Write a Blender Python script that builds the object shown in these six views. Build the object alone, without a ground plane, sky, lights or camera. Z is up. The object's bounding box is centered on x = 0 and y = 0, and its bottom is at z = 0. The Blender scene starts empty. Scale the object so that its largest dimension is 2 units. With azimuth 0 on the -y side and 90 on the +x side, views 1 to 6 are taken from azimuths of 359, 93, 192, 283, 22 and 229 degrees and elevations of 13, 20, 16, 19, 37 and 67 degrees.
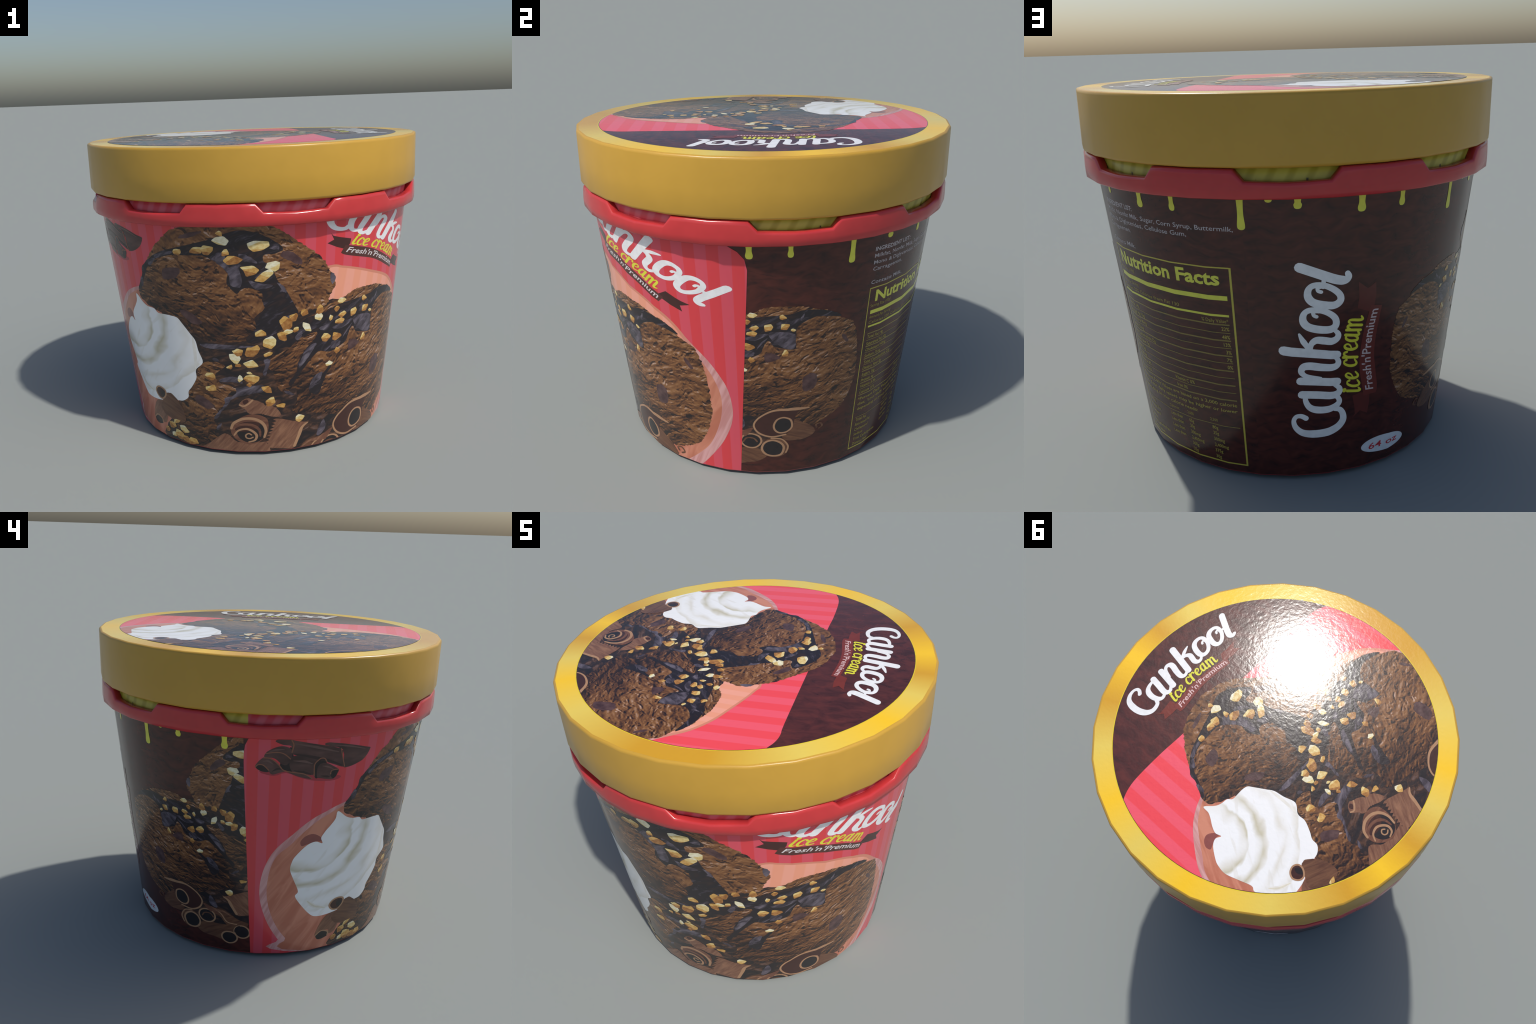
# Round ice cream tub: tapered printed wall, red notched collar, gold lid with a printed disc.
import bpy, bmesh, math, random
from math import sin, cos, radians, degrees, pi, hypot
from mathutils import Vector, geometry

random.seed(7)
N = 32                      # sides of every ring
STEP = 360.0 / N
# ------------------------------------------------------------------ sizes (metres)
WALL_R0, WALL_Z0, WALL_R1, WALL_Z1 = 0.7925, 0.0235, 0.9345, 1.285
TAPER = (WALL_R1 - WALL_R0) / (WALL_Z1 - WALL_Z0)
LID_TOP = 1.7505
DISC_R = 0.882
CUP_SHIFT = (-0.0012, -0.0028)       # the cup sits a hair off the lid's axis
LID_ROUND = 0.077
MM = 0.001


def wall_radius(z):
    return WALL_R0 + TAPER * (z - WALL_Z0)


# ------------------------------------------------------------------ objects
scene = bpy.context.scene
root = bpy.data.objects.new("ice_cream_tub", None)
scene.collection.objects.link(root)
root["label"] = "round ice cream tub with gold lid and printed chocolate scoops"
root["category"] = "ice cream tub"


def add_object(name, mesh, parent):
    o = bpy.data.objects.new(name, mesh)
    scene.collection.objects.link(o)
    o.parent = parent
    return o


# ------------------------------------------------------------------ surfaces: label plane -> 3D
class Wall:
    """x = azimuth in degrees (0 faces -y), y = height, h = lift off the faceted cone"""

    def point(self, az, z, h):
        d = (az % STEP) - STEP / 2
        r = wall_radius(z) * cos(radians(STEP / 2)) / cos(radians(d)) + h
        return Vector((r * sin(radians(az)) + CUP_SHIFT[0], -r * cos(radians(az)) + CUP_SHIFT[1], z))

    def normal(self, az, z):
        c = 1 / math.sqrt(1 + TAPER * TAPER)
        return Vector((c * sin(radians(az)), -c * cos(radians(az)), -TAPER * c))

    def cuts(self, lo, hi):
        k = math.floor(lo / STEP) + 1
        while k * STEP < hi - 1e-6:
            yield k * STEP
            k += 1


class Lid:
    """x runs to -Y, y runs to +X, so the lid's lettering stands upright"""

    def point(self, a, b, h):
        return Vector((b, -a, LID_TOP + h))

    def normal(self, a, b):
        # the board is pulled slightly round towards the rim in its shading
        return Vector((LID_ROUND * b, -LID_ROUND * a, 1)).normalized()

    def cuts(self, lo, hi):
        return ()


WALL, LID = Wall(), Lid()


class Placement:
    """an affine print of the artwork on a surface"""

    def __init__(self, name, surface, m, t, base):
        self.name, self.surface, self.m, self.t, self.base = name, surface, m, t, base
        self.level = 0

    def map(self, p):
        (a, b), m, t = p, self.m, self.t
        return (m[0] * a + m[1] * b + t[0], m[2] * a + m[3] * b + t[1])

    def inverse(self):
        m, t = self.m, self.t
        d = m[0] * m[3] - m[1] * m[2]
        i = (m[3] / d, -m[1] / d, -m[2] / d, m[0] / d)
        return i, (-(i[0] * t[0] + i[1] * t[1]), -(i[2] * t[0] + i[3] * t[1]))

    def lift(self, layer):
        self.level += 1
        return self.base + layer * 0.06 * MM + (self.level % 60) * 0.0008 * MM


FRONT = Placement("front", WALL, (86.348, 8.470, -0.09487, 1.00751), (-2.598, 0.92610), 1.9 * MM)
TOP = Placement("top", LID, (1, 0, 0, 1), (0, 0), 0.6 * MM)
LEFT = Placement("side", WALL, (70.523, 6.934, -0.0557, 0.8586), (63.091, 1.0061), 0.4 * MM)
RIGHT = Placement("mirrored", WALL, (-66.008, -12.994, -0.1488, 0.7968), (-81.170, 0.9986), 0.4 * MM)
# lettering block: x along the text, y up
LOGO_BACK = Placement("logo_back", WALL, (0, -1 / 0.0155, 1, 0), (180, 0), 0.6 * MM)
LOGO_FRONT = Placement("logo_front", WALL, (69.02, 25.75, -0.4086, 0.5903), (15.32, 1.6746), 1.9 * MM)
LOGO_TOP = Placement("logo_top", LID, (0.9344, -0.0635, 0.0953, 0.6975), (-0.7153, 0.8245), 1.2 * MM)
LABEL = Placement("label", WALL, (1, 0, 0, 1), (0, 0), 0.4 * MM)


# ------------------------------------------------------------------ materials
class Nodes:
    def __init__(self, name):
        self.mat = bpy.data.materials.new(name)
        self.mat.use_nodes = True
        self.t = self.mat.node_tree
        self.bsdf = self.t.nodes["Principled BSDF"]

    def put(self, socket, v):
        if isinstance(v, bpy.types.NodeSocket):
            self.t.links.new(v, socket)
        elif v is not None:
            socket.default_value = v

    def math(self, op, a, b=None, c=None, clamp=False):
        n = self.t.nodes.new("ShaderNodeMath")
        n.operation, n.use_clamp = op, clamp
        for s, v in zip(n.inputs, (a, b, c)):
            self.put(s, v)
        return n.outputs[0]

    def vec(self, x, y, z=0.0):
        n = self.t.nodes.new("ShaderNodeCombineXYZ")
        for s, v in zip(n.inputs, (x, y, z)):
            self.put(s, v)
        return n.outputs[0]

    def position(self):
        n = self.t.nodes.new("ShaderNodeTexCoord")
        return n.outputs["Object"]

    def split(self, v):
        n = self.t.nodes.new("ShaderNodeSeparateXYZ")
        self.put(n.inputs[0], v)
        return n.outputs

    def label_xy(self, surface):
        x, y, z = self.split(self.position())[:3]
        if surface is LID:
            return self.math("MULTIPLY", y, -1.0), x
        az = self.math("ARCTAN2", x, self.math("MULTIPLY", y, -1.0))
        return self.math("MULTIPLY", az, 180 / pi), z

    def art_xy(self, place):
        x, y = self.label_xy(place.surface)
        m, t = place.inverse()
        a = self.math("ADD", self.math("MULTIPLY", x, m[0]), self.math("MULTIPLY_ADD", y, m[1], t[0]))
        b = self.math("ADD", self.math("MULTIPLY", x, m[2]), self.math("MULTIPLY_ADD", y, m[3], t[1]))
        return a, b

    def turned(self, a, b, angle, sx=1.0, sy=1.0, da=0.0, db=0.0):
        c, s = cos(radians(angle)), sin(radians(angle))
        a = self.math("ADD", a, da)
        b = self.math("ADD", b, db)
        u = self.math("ADD", self.math("MULTIPLY", a, c * sx), self.math("MULTIPLY", b, s * sx))
        v = self.math("ADD", self.math("MULTIPLY", a, -s * sy), self.math("MULTIPLY", b, c * sy))
        return self.vec(u, v)

    def noise(self, v, scale, detail=3.0, rough=0.55, distortion=0.0):
        n = self.t.nodes.new("ShaderNodeTexNoise")
        self.put(n.inputs["Vector"], v)
        n.inputs["Scale"].default_value = scale
        n.inputs["Detail"].default_value = detail
        n.inputs["Roughness"].default_value = rough
        n.inputs["Distortion"].default_value = distortion
        return n.outputs[0]

    def ramp(self, f, stops, mode="LINEAR"):
        n = self.t.nodes.new("ShaderNodeValToRGB")
        r = n.color_ramp
        r.interpolation = mode
        while len(r.elements) < len(stops):
            r.elements.new(0.5)
        for e, (p, c) in zip(r.elements, stops):
            e.position = p
            e.color = (c, c, c, 1) if isinstance(c, (int, float)) else (*c, 1)
        self.put(n.inputs[0], f)
        return n.outputs[0]

    def mix(self, f, a, b, mode="MIX"):
        n = self.t.nodes.new("ShaderNodeMix")
        n.data_type, n.blend_type = "RGBA", mode
        col = lambda c: (*c, 1) if isinstance(c, tuple) else c
        self.put(n.inputs[0], f)
        self.put(n.inputs[6], col(a))
        self.put(n.inputs[7], col(b))
        return n.outputs[2]

    def span(self, v, lo, hi, a=0.0, b=1.0):
        n = self.t.nodes.new("ShaderNodeMapRange")
        n.interpolation_type = "SMOOTHSTEP"
        for s, x in zip(n.inputs, (v, lo, hi, a, b)):
            self.put(s, x)
        return n.outputs[0]

    def done(self, colour, rough=0.24, bump=0.05, scale=70.0, spec=0.5):
        b = self.bsdf
        self.put(b.inputs["Base Color"], (*colour, 1) if isinstance(colour, tuple) else colour)
        b.inputs["Roughness"].default_value = rough
        b.inputs["Specular IOR Level"].default_value = spec
        if bump:
            n = self.t.nodes.new("ShaderNodeBump")
            n.inputs["Strength"].default_value = bump
            n.inputs["Distance"].default_value = 0.01
            self.put(n.inputs["Height"], self.noise(self.position(), scale, 2.0, 0.5, 0.3))
            self.t.links.new(n.outputs[0], b.inputs["Normal"])
        return self.mat


def gloss_of(place_or_surface):
    s = getattr(place_or_surface, "surface", place_or_surface)
    return dict(rough=0.17, bump=0.08, scale=42.0) if s is LID else dict(rough=0.18, bump=0.02, scale=60.0)


_plain = {}


def plain(colour, surface=WALL, name="print_ink"):
    """flat printed ink with a faint mottle"""
    key = (colour, surface is LID)
    if key not in _plain:
        m = Nodes(name)
        f = m.noise(m.position(), 30.0, 3.0)
        c = m.mix(m.span(f, 0.3, 0.7), tuple(0.94 * v for v in colour), tuple(min(1, 1.04 * v) for v in colour))
        _plain[key] = m.done(c, **gloss_of(surface))
    return _plain[key]


CRUMB = [(0.08, (0.019, 0.012, 0.012)), (0.27, (0.055, 0.025, 0.017)), (0.43, (0.112, 0.048, 0.023)),
         (0.58, (0.190, 0.080, 0.031)), (0.72, (0.265, 0.124, 0.048)), (0.84, (0.34, 0.19, 0.115)), (0.97, (0.47, 0.32, 0.25))]


def scoop_material(place, name, angle, shade, offset, stretch=1.8, size=15.0):
    """torn chocolate ice cream: folds, dark crevices, lit lips all drawn in colour; shade darkens the underside (angle, dark end, light end)"""
    m = Nodes(name)
    a, b = m.art_xy(place)
    warp = m.math("MULTIPLY_ADD", m.noise(m.turned(a, b, 0, da=offset), 3.5, 1.0), 0.16, -0.08)
    bb = m.math("ADD", b, warp)
    field = lambda du, dv, ox: m.turned(a, bb, angle, 1.0, stretch, da=offset + ox + du, db=dv)
    n0 = m.noise(field(0, 0, 0), size, 3.0, 0.58, 0.35)
    n1 = m.noise(field(-0.003, 0.009, 0), size, 3.0, 0.58, 0.35)
    painted_relief = m.math("MULTIPLY", m.math("SUBTRACT", n0, n1), 1.75)
    base = m.noise(m.turned(a, bb, angle, 1.0, 1.3, da=offset + 5), 8.0, 3.0, 0.55)
    fine = m.math("MULTIPLY_ADD", m.noise(field(0, 0, 2), 62.0, 2.0, 0.5), 0.22, -0.11)
    pits = m.noise(field(0, 0, 9), size * 1.9, 3.0, 0.55, 0.6)
    pit = m.span(pits, 0.47, 0.375)
    lips = m.span(m.noise(field(-0.002, 0.0085, 9), size * 1.9, 3.0, 0.55, 0.6), 0.475, 0.385)
    shiny = m.span(m.noise(field(0, 0, 14), 11.0, 2.0), 0.5, 0.66)
    v = m.math("ADD", m.math("MULTIPLY_ADD", base, 0.70, 0.225), m.math("ADD", painted_relief, fine))
    v = m.math("ADD", v, m.math("MULTIPLY", lips, m.math("MULTIPLY_ADD", shiny, 0.30, 0.10)))
    v = m.math("ADD", v, m.math("MULTIPLY", pit, -0.40))
    sa, lo, hi = shade
    along = m.split(m.turned(a, b, sa))[0]
    v = m.math("ADD", v, m.span(along, lo, hi, -0.30, 0.0))
    return m.done(m.ramp(v, CRUMB), **gloss_of(place))


def build_art_materials(place):
    s = {}
    s["scoop_a"] = scoop_material(place, "chocolate_scoop", -16, (75, -0.26, 0.04), 0.0, 1.35, 12.5)
    s["scoop_b"] = scoop_material(place, "chocolate_scoop", 30, (62, -0.40, -0.02), 3.0, 1.75, 12.5)
    s["scoop_c"] = scoop_material(place, "chocolate_scoop", -12, (75, -0.98, -0.48), 6.0, 1.4, 13.0)
    m = Nodes("dark_chocolate_sauce")
    a, b = m.art_xy(place)
    f = m.noise(m.turned(a, b, 38, 1, 2.6), 11.0, 4.0, 0.55, 0.9)
    s["sauce"] = m.done(m.ramp(f, [(0.36, (0.036, 0.021, 0.020)), (0.46, (0.019, 0.0145, 0.0175)), (0.55, (0.022, 0.017, 0.021)), (0.64, (0.060, 0.048, 0.062)), (0.72, (0.125, 0.103, 0.132))]), **gloss_of(place))  # grey upper stops paint sheen streaks into the sauce colour
    m = Nodes("dark_pool")
    a, b = m.art_xy(place)
    f = m.noise(m.turned(a, b, 20, 1, 2), 12.0, 4.0, 0.6, 0.8)
    s["pool"] = m.done(m.ramp(f, [(0.40, (0.019, 0.015, 0.017)), (0.52, (0.035, 0.021, 0.019)), (0.62, (0.095, 0.045, 0.027)), (0.72, (0.15, 0.10, 0.095))]), **gloss_of(place))
    m = Nodes("painted_sauce_glint")
    a, b = m.art_xy(place)
    f = m.noise(m.turned(a, b, 48, 1, 2.8), 13.0, 3.0, 0.5, 0.8)
    s["gloss"] = m.done(m.ramp(f, [(0.30, (0.024, 0.018, 0.023)), (0.44, (0.062, 0.050, 0.064)), (0.58, (0.115, 0.095, 0.120)), (0.74, (0.19, 0.165, 0.19))]), **gloss_of(place))
    m = Nodes("chocolate_chip")
    a, b = m.art_xy(place)
    f = m.noise(m.turned(a, b, 0), 22.0, 3.0)
    s["chip"] = m.done(m.ramp(f, [(0.35, (0.055, 0.026, 0.028)), (0.65, (0.115, 0.062, 0.06))]), **gloss_of(place))
    for key, dark, light, ang in (("shaving", (0.13, 0.052, 0.034), (0.33, 0.165, 0.095), 62), ("curl", (0.10, 0.038, 0.026), (0.24, 0.105, 0.062), 8), ("tube", (0.085, 0.034, 0.022), (0.21, 0.098, 0.05), -20)):
        m = Nodes("chocolate_" + key)
        a, b = m.art_xy(place)
        f = m.noise(m.turned(a, b, ang, 0.35, 2.4), 26.0, 4.0, 0.6, 0.5)
        s[key] = m.done(m.ramp(f, [(0.28, dark), (0.55, tuple((x + y) / 2 for x, y in zip(dark, light))), (0.75, light)]), **gloss_of(place))
    s["edge"] = plain((0.42, 0.235, 0.13), place.surface, "curl_edge")
    s["bark"] = plain((0.055, 0.020, 0.016), place.surface, "curl_inside")
    s["black"] = plain((0.020, 0.0155, 0.017), place.surface, "curl_shadow")
    m = Nodes("whipped_cream")
    a, b = m.art_xy(place)
    da, db = m.math("ADD", a, 0.66), m.math("ADD", b, 0.22)
    ripple = m.noise(m.turned(a, b, 40, 0.8, 1.6), 5.5, 2.0, 0.5, 0.4)
    r = m.math("SQRT", m.math("ADD", m.math("MULTIPLY", da, da), m.math("MULTIPLY", db, db)))
    r = m.math("MULTIPLY_ADD", m.math("SUBTRACT", ripple, 0.5), 0.10, r)
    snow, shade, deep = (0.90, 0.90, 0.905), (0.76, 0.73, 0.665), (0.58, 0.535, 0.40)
    folds = m.ramp(m.math("MULTIPLY", r, 2.0), [(0.0, snow), (0.27, snow), (0.355, shade), (0.40, deep), (0.425, snow), (0.49, snow), (0.555, deep), (0.60, shade), (0.625, snow), (0.70, snow), (0.765, shade), (0.80, (0.86, 0.85, 0.83)), (0.85, snow), (0.93, shade), (0.95, snow)])  # beige bands are shadow between folds, tinted into the white cream
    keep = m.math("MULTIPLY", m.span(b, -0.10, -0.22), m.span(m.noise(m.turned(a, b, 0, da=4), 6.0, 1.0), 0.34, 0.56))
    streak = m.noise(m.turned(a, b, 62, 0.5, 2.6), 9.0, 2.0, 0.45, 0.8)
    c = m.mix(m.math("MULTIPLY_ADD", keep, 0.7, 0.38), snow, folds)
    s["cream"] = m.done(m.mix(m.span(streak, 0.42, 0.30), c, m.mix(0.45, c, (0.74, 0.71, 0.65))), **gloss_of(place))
    s["fold"] = plain((0.83, 0.80, 0.74), place.surface, "painted_fold_shade")
    s["fold_deep"] = plain((0.73, 0.68, 0.55), place.surface, "painted_fold_shade")
    m = Nodes("tinted_glass_bowl")
    a, b = m.art_xy(place)
    right = m.math("MULTIPLY", m.span(a, -0.1, 0.25), m.span(b, -0.28, 0.06))
    swirl = m.noise(m.turned(a, b, 70, 0.6, 3.0), 6.0, 3.0, 0.5, 0.8)
    c = m.mix(m.span(swirl, 0.35, 0.65), (0.50, 0.165, 0.10), (0.64, 0.255, 0.165))
    bars = m.span(m.math("SINE", m.math("MULTIPLY", a, 2 * pi / 0.0835)), -0.3, 0.3)
    c = m.mix(right, c, m.mix(bars, (0.86, 0.375, 0.275), (0.84, 0.345, 0.225)))
    s["bowl"] = m.done(c, **gloss_of(place))
    m = Nodes("glass_bowl_rim")
    a, b = m.art_xy(place)
    streak = m.noise(m.turned(a, b, 75, 0.4, 5.0), 9.0, 2.0)
    c = m.mix(m.span(streak, 0.35, 0.65), (0.56, 0.25, 0.235), (0.70, 0.38, 0.37))
    right = m.math("MULTIPLY", m.span(a, -0.1, 0.25), m.span(b, -0.15, 0.02))
    s["rim"] = m.done(m.mix(right, c, (0.66, 0.245, 0.16)), **gloss_of(place))
    s["wine"] = plain((0.27, 0.080, 0.068), place.surface, "glass_shadow")
    for key, c0, c1 in (("nut_white", (0.72, 0.64, 0.40), (0.86, 0.82, 0.62)), ("nut_pale", (0.66, 0.46, 0.16), (0.80, 0.66, 0.32)), ("nut_gold", (0.52, 0.27, 0.06), (0.68, 0.42, 0.14)), ("nut_brown", (0.27, 0.105, 0.025), (0.46, 0.22, 0.065))):
        m = Nodes(key)
        a, b = m.art_xy(place)
        f = m.noise(m.turned(a, b, 0), 60.0, 3.0)
        s[key] = m.done(m.mix(m.span(f, 0.3, 0.7), c0, c1), **gloss_of(place))
    return s


# ------------------------------------------------------------------ outlines
def smooth_closed(pts, sub=5, rough=0.0, seed=1):
    """closed Catmull-Rom through the control points, optionally frayed"""
    rng, out, n = random.Random(seed), [], len(pts)
    for i in range(n):
        p0, p1, p2, p3 = pts[i - 1], pts[i], pts[(i + 1) % n], pts[(i + 2) % n]
        k = max(1, min(14, int(hypot(p2[0] - p1[0], p2[1] - p1[1]) / 0.008))) if sub == 0 else sub
        for j in range(k):
            t = j / k
            q = [0.5 * (2 * b + (c - a) * t + (2 * a - 5 * b + 4 * c - d) * t * t + (3 * b - a - 3 * c + d) * t ** 3) for a, b, c, d in zip(p0, p1, p2, p3)]
            out.append((q[0] + rng.uniform(-rough, rough), q[1] + rng.uniform(-rough, rough)))
    return out


def smooth_open(pts, sub=6):
    out, n = [], len(pts)
    for i in range(n - 1):
        p0, p1, p2, p3 = pts[max(i - 1, 0)], pts[i], pts[i + 1], pts[min(i + 2, n - 1)]
        for j in range(sub):
            t = j / sub
            out.append(tuple(0.5 * (2 * b + (c - a) * t + (2 * a - 5 * b + 4 * c - d) * t * t + (3 * b - a - 3 * c + d) * t ** 3) for a, b, c, d in zip(p0, p1, p2, p3)))
    out.append(tuple(pts[-1]))
    return out


def ellipse(cx, cy, rx, ry, turn=0.0, n=28):
    c, s = cos(radians(turn)), sin(radians(turn))
    return [(cx + rx * cos(t) * c - ry * sin(t) * s, cy + rx * cos(t) * s + ry * sin(t) * c) for t in (2 * pi * i / n for i in range(n))]


def fill(outline):
    """2D outline -> (points, triangles)"""
    v = [Vector(p) for p in outline]
    r = geometry.delaunay_2d_cdt(v, [], [list(range(len(v)))], 1, 1e-6)
    return [tuple(p) for p in r[0]], [list(f) for f in r[2]]


def stroke(path, width, closed=False, sub=6, caps=True):
    """ribbon of varying width along a path -> (points with rise, faces)"""
    c = smooth_closed(path, sub) if closed else smooth_open(path, sub)
    n = len(c)
    ws = width if isinstance(width, (list, tuple)) else [width]
    pts, faces = [], []
    for i, p in enumerate(c):
        a, b = (c[i - 1], c[(i + 1) % n]) if closed else (c[max(i - 1, 0)], c[min(i + 1, n - 1)])
        d = Vector((b[0] - a[0], b[1] - a[1]))
        d = d.normalized() if d.length > 1e-9 else Vector((1, 0))
        f = i / max(1, n - 1) * (len(ws) - 1)
        k = min(int(f), len(ws) - 2) if len(ws) > 1 else 0
        w = ws[k] + (ws[k + 1] - ws[k]) * (f - k) if len(ws) > 1 else ws[0]
        o = Vector((-d.y, d.x)) * w / 2
        rise = 0.12 * MM * i / n
        pts += [(p[0] + o.x, p[1] + o.y, rise), (p[0] - o.x, p[1] - o.y, rise)]
    m = n if closed else n - 1
    for i in range(m):
        j = (i + 1) % n
        faces.append([2 * i, 2 * i + 1, 2 * j + 1, 2 * j])
    if caps and not closed:
        for e, s in ((0, 1), (n - 1, -1)):
            l, r = Vector(pts[2 * e][:2]), Vector(pts[2 * e + 1][:2])
            mid, rad = (l + r) / 2, (l - r) / 2
            back = Vector((-rad.y, rad.x)) * s
            ids = [2 * e]
            for q in range(1, 5):
                t = pi * q / 5
                w = mid + rad * cos(t) + back * sin(t)
                pts.append((w.x, w.y, pts[2 * e][2]))
                ids.append(len(pts) - 1)
            faces.append(ids + [2 * e + 1])
    return pts, faces


def patch(name, place, shapes, mats, layer, parent, clip=None, split=None):
    """lay 2D shapes (points, faces) on the surface as one printed part.
    clip: keep x >= lo / x <= hi in surface units; split: list of (point, normal) cuts and a material rule"""
    bm = bmesh.new()
    h = place.lift(layer)
    for k, (pts, faces) in enumerate(shapes):
        vs = []
        for p in pts:
            x, y = place.map(p[:2])
            vs.append(bm.verts.new((x, y, h + (p[2] if len(p) > 2 else 0) + k * 0.004 * MM)))
        for f in faces:
            try:
                bm.faces.new([vs[i] for i in f])
            except ValueError:
                pass
    if split:
        for co, no, _ in split:
            bmesh.ops.bisect_plane(bm, geom=bm.verts[:] + bm.edges[:] + bm.faces[:], plane_co=(*co, 0), plane_no=(*no, 0), dist=1e-7)
        for f in bm.faces:
            c = f.calc_center_median()
            for co, no, slot in split:
                if (c.x - co[0]) * no[0] + (c.y - co[1]) * no[1] > 0:
                    f.material_index = slot
    if clip:
        for axis, sign, at, *lean in clip:
            no = [0, 0, 0]
            no[axis] = sign
            no[1 - axis] += lean[0] if lean else 0
            co = [0, 0, 0]
            co[axis] = at
            bmesh.ops.bisect_plane(bm, geom=bm.verts[:] + bm.edges[:] + bm.faces[:], plane_co=co, plane_no=no, clear_outer=True, dist=1e-7)
    if place.surface is LID and any(hypot(v.co.x, v.co.y) > DISC_R - 0.003 for v in bm.verts):
        for i in range(96):
            t = 2 * pi * i / 96
            c, s = cos(t), sin(t)
            if any(v.co.x * c + v.co.y * s > DISC_R - 0.003 for v in bm.verts):
                bmesh.ops.bisect_plane(bm, geom=bm.verts[:] + bm.edges[:] + bm.faces[:], plane_co=(c * (DISC_R - 0.003), s * (DISC_R - 0.003), 0), plane_no=(c, s, 0), clear_outer=True, dist=1e-7)
    if not bm.faces:
        bm.free()
        return None
    xs = [v.co.x for v in bm.verts]
    for x in place.surface.cuts(min(xs), max(xs)):
        bmesh.ops.bisect_plane(bm, geom=bm.verts[:] + bm.edges[:] + bm.faces[:], plane_co=(x, 0, 0), plane_no=(1, 0, 0), dist=1e-6)
    bm.normal_update()
    for f in bm.faces:
        if f.normal.z < 0:
            f.normal_flip()
        f.smooth = True
    normals = []
    for v in bm.verts:
        normals.append(place.surface.normal(v.co.x, v.co.y))
        v.co = place.surface.point(*v.co)
    me = bpy.data.meshes.new(name)
    bm.to_mesh(me)
    bm.free()
    for m in mats if isinstance(mats, (list, tuple)) else [mats]:
        me.materials.append(m)
    me.normals_split_custom_set_from_vertices(normals)
    return add_object(name, me, parent)


# ------------------------------------------------------------------ body: wall, collar, lid
def revolve(name, profile, material, parent, n=N, smooth=True, slots=None):
    """profile = list of (radius, z) from the outside bottom upward; closed with poles when radius is 0"""
    verts, faces, rings = [], [], []
    for r, z in profile:
        if r == 0:
            verts.append((0, 0, z))
            rings.append([len(verts) - 1] * n)
        else:
            rings.append(list(range(len(verts), len(verts) + n)))
            verts += [(r * sin(2 * pi * i / n), -r * cos(2 * pi * i / n), z) for i in range(n)]
    mi = []
    for k in range(len(rings) - 1):
        if profile[k] == profile[k + 1]:
            continue                             # doubled ring: a sharp edge
        for i in range(n):
            j = (i + 1) % n
            q = [rings[k][i], rings[k][j], rings[k + 1][j], rings[k + 1][i]]
            q = [x for e, x in enumerate(q) if x not in q[:e]]
            faces.append(q)
            mi.append(slots[k] if slots else 0)
    me = bpy.data.meshes.new(name)
    me.from_pydata(verts, [], faces)
    for p, s in zip(me.polygons, mi):
        p.use_smooth, p.material_index = smooth, s
    for m in material if isinstance(material, list) else [material]:
        me.materials.append(m)
    return add_object(name, me, parent)


m = Nodes("dark_chocolate_board")
x, y = m.label_xy(WALL)
wave = m.noise(m.vec(m.math("MULTIPLY", x, 0.0155), y), 5.0, 2.0)
f = m.noise(m.vec(m.math("MULTIPLY", x, 0.0155 * 0.42), m.math("MULTIPLY_ADD", wave, 0.12, y)), 30.0, 3.0, 0.55, 0.5)
DARK = m.done(m.ramp(f, [(0.30, (0.032, 0.0090, 0.0080)), (0.43, (0.052, 0.0125, 0.0095)), (0.58, (0.074, 0.0165, 0.0115)), (0.72, (0.090, 0.021, 0.0145))]), rough=0.2, bump=0.02)

m = Nodes("striped_red_board")
x, y = m.label_xy(WALL)
bars = m.math("SINE", m.math("MULTIPLY_ADD", x, 2 * pi / 7.28, (77.85 / 7.28 + 0.25) * 2 * pi))
RED = m.done(m.mix(m.span(bars, -0.12, 0.12), (0.68, 0.055, 0.066), (0.67, 0.083, 0.118)), rough=0.2, bump=0.04)

m = Nodes("board_under_lid")
x, y = m.label_xy(WALL)
lean = m.math("MULTIPLY_ADD", y, -31.0, x)
bars = m.math("SINE", m.math("MULTIPLY", lean, 2 * pi / 4.8))
reds = m.mix(m.span(bars, -0.7, 0.7), (0.62, 0.055, 0.075), (0.66, 0.115, 0.15))
yels = m.mix(m.span(bars, -1.1, 0.3), (0.44, 0.36, 0.035), (0.60, 0.51, 0.075))
gap = m.noise(m.vec(m.math("MULTIPLY", x, 0.32), 0.0), 1.0, 2.0)
drip = m.math("MULTIPLY", m.span(gap, 0.60, 0.64), m.span(y, 1.427, 1.421))
yels = m.mix(drip, yels, (0.02, 0.012, 0.012))
side = m.math("MULTIPLY", m.span(x, -83.2, -82.8), m.span(x, 88.2, 87.8))
INNER = m.done(m.mix(side, yels, reds), rough=0.35, bump=0.0)

wall = revolve("printed_wall", [(0, 0.0), (0.60, 0.0), (0.775, 0.012), (WALL_R0 - 0.002, 0.018), (WALL_R0, WALL_Z0), (WALL_R0, WALL_Z0),
                                (wall_radius(1.40), 1.40), (wall_radius(1.40), 1.40), (wall_radius(1.475), 1.475), (0.80, 1.475), (0, 1.475)],
               [DARK, INNER, plain((0.30, 0.03, 0.035), WALL, "wall_foot")], root, slots=[0, 0, 0, 2, 0, 0, 0, 1, 1, 1])
for v in wall.data.vertices:
    v.co.x += CUP_SHIFT[0]
    v.co.y += CUP_SHIFT[1]
wall.data.polygons.foreach_set("use_smooth", [True] * len(wall.data.polygons))

# collar: eight notches between eight tabs
m = Nodes("red_plastic")
COLLAR = m.done(m.mix(m.span(m.noise(m.position(), 14.0, 2.0), 0.3, 0.7), (0.52, 0.038, 0.042), (0.55, 0.041, 0.045)), rough=0.2, bump=0.02, scale=30.0)


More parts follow.
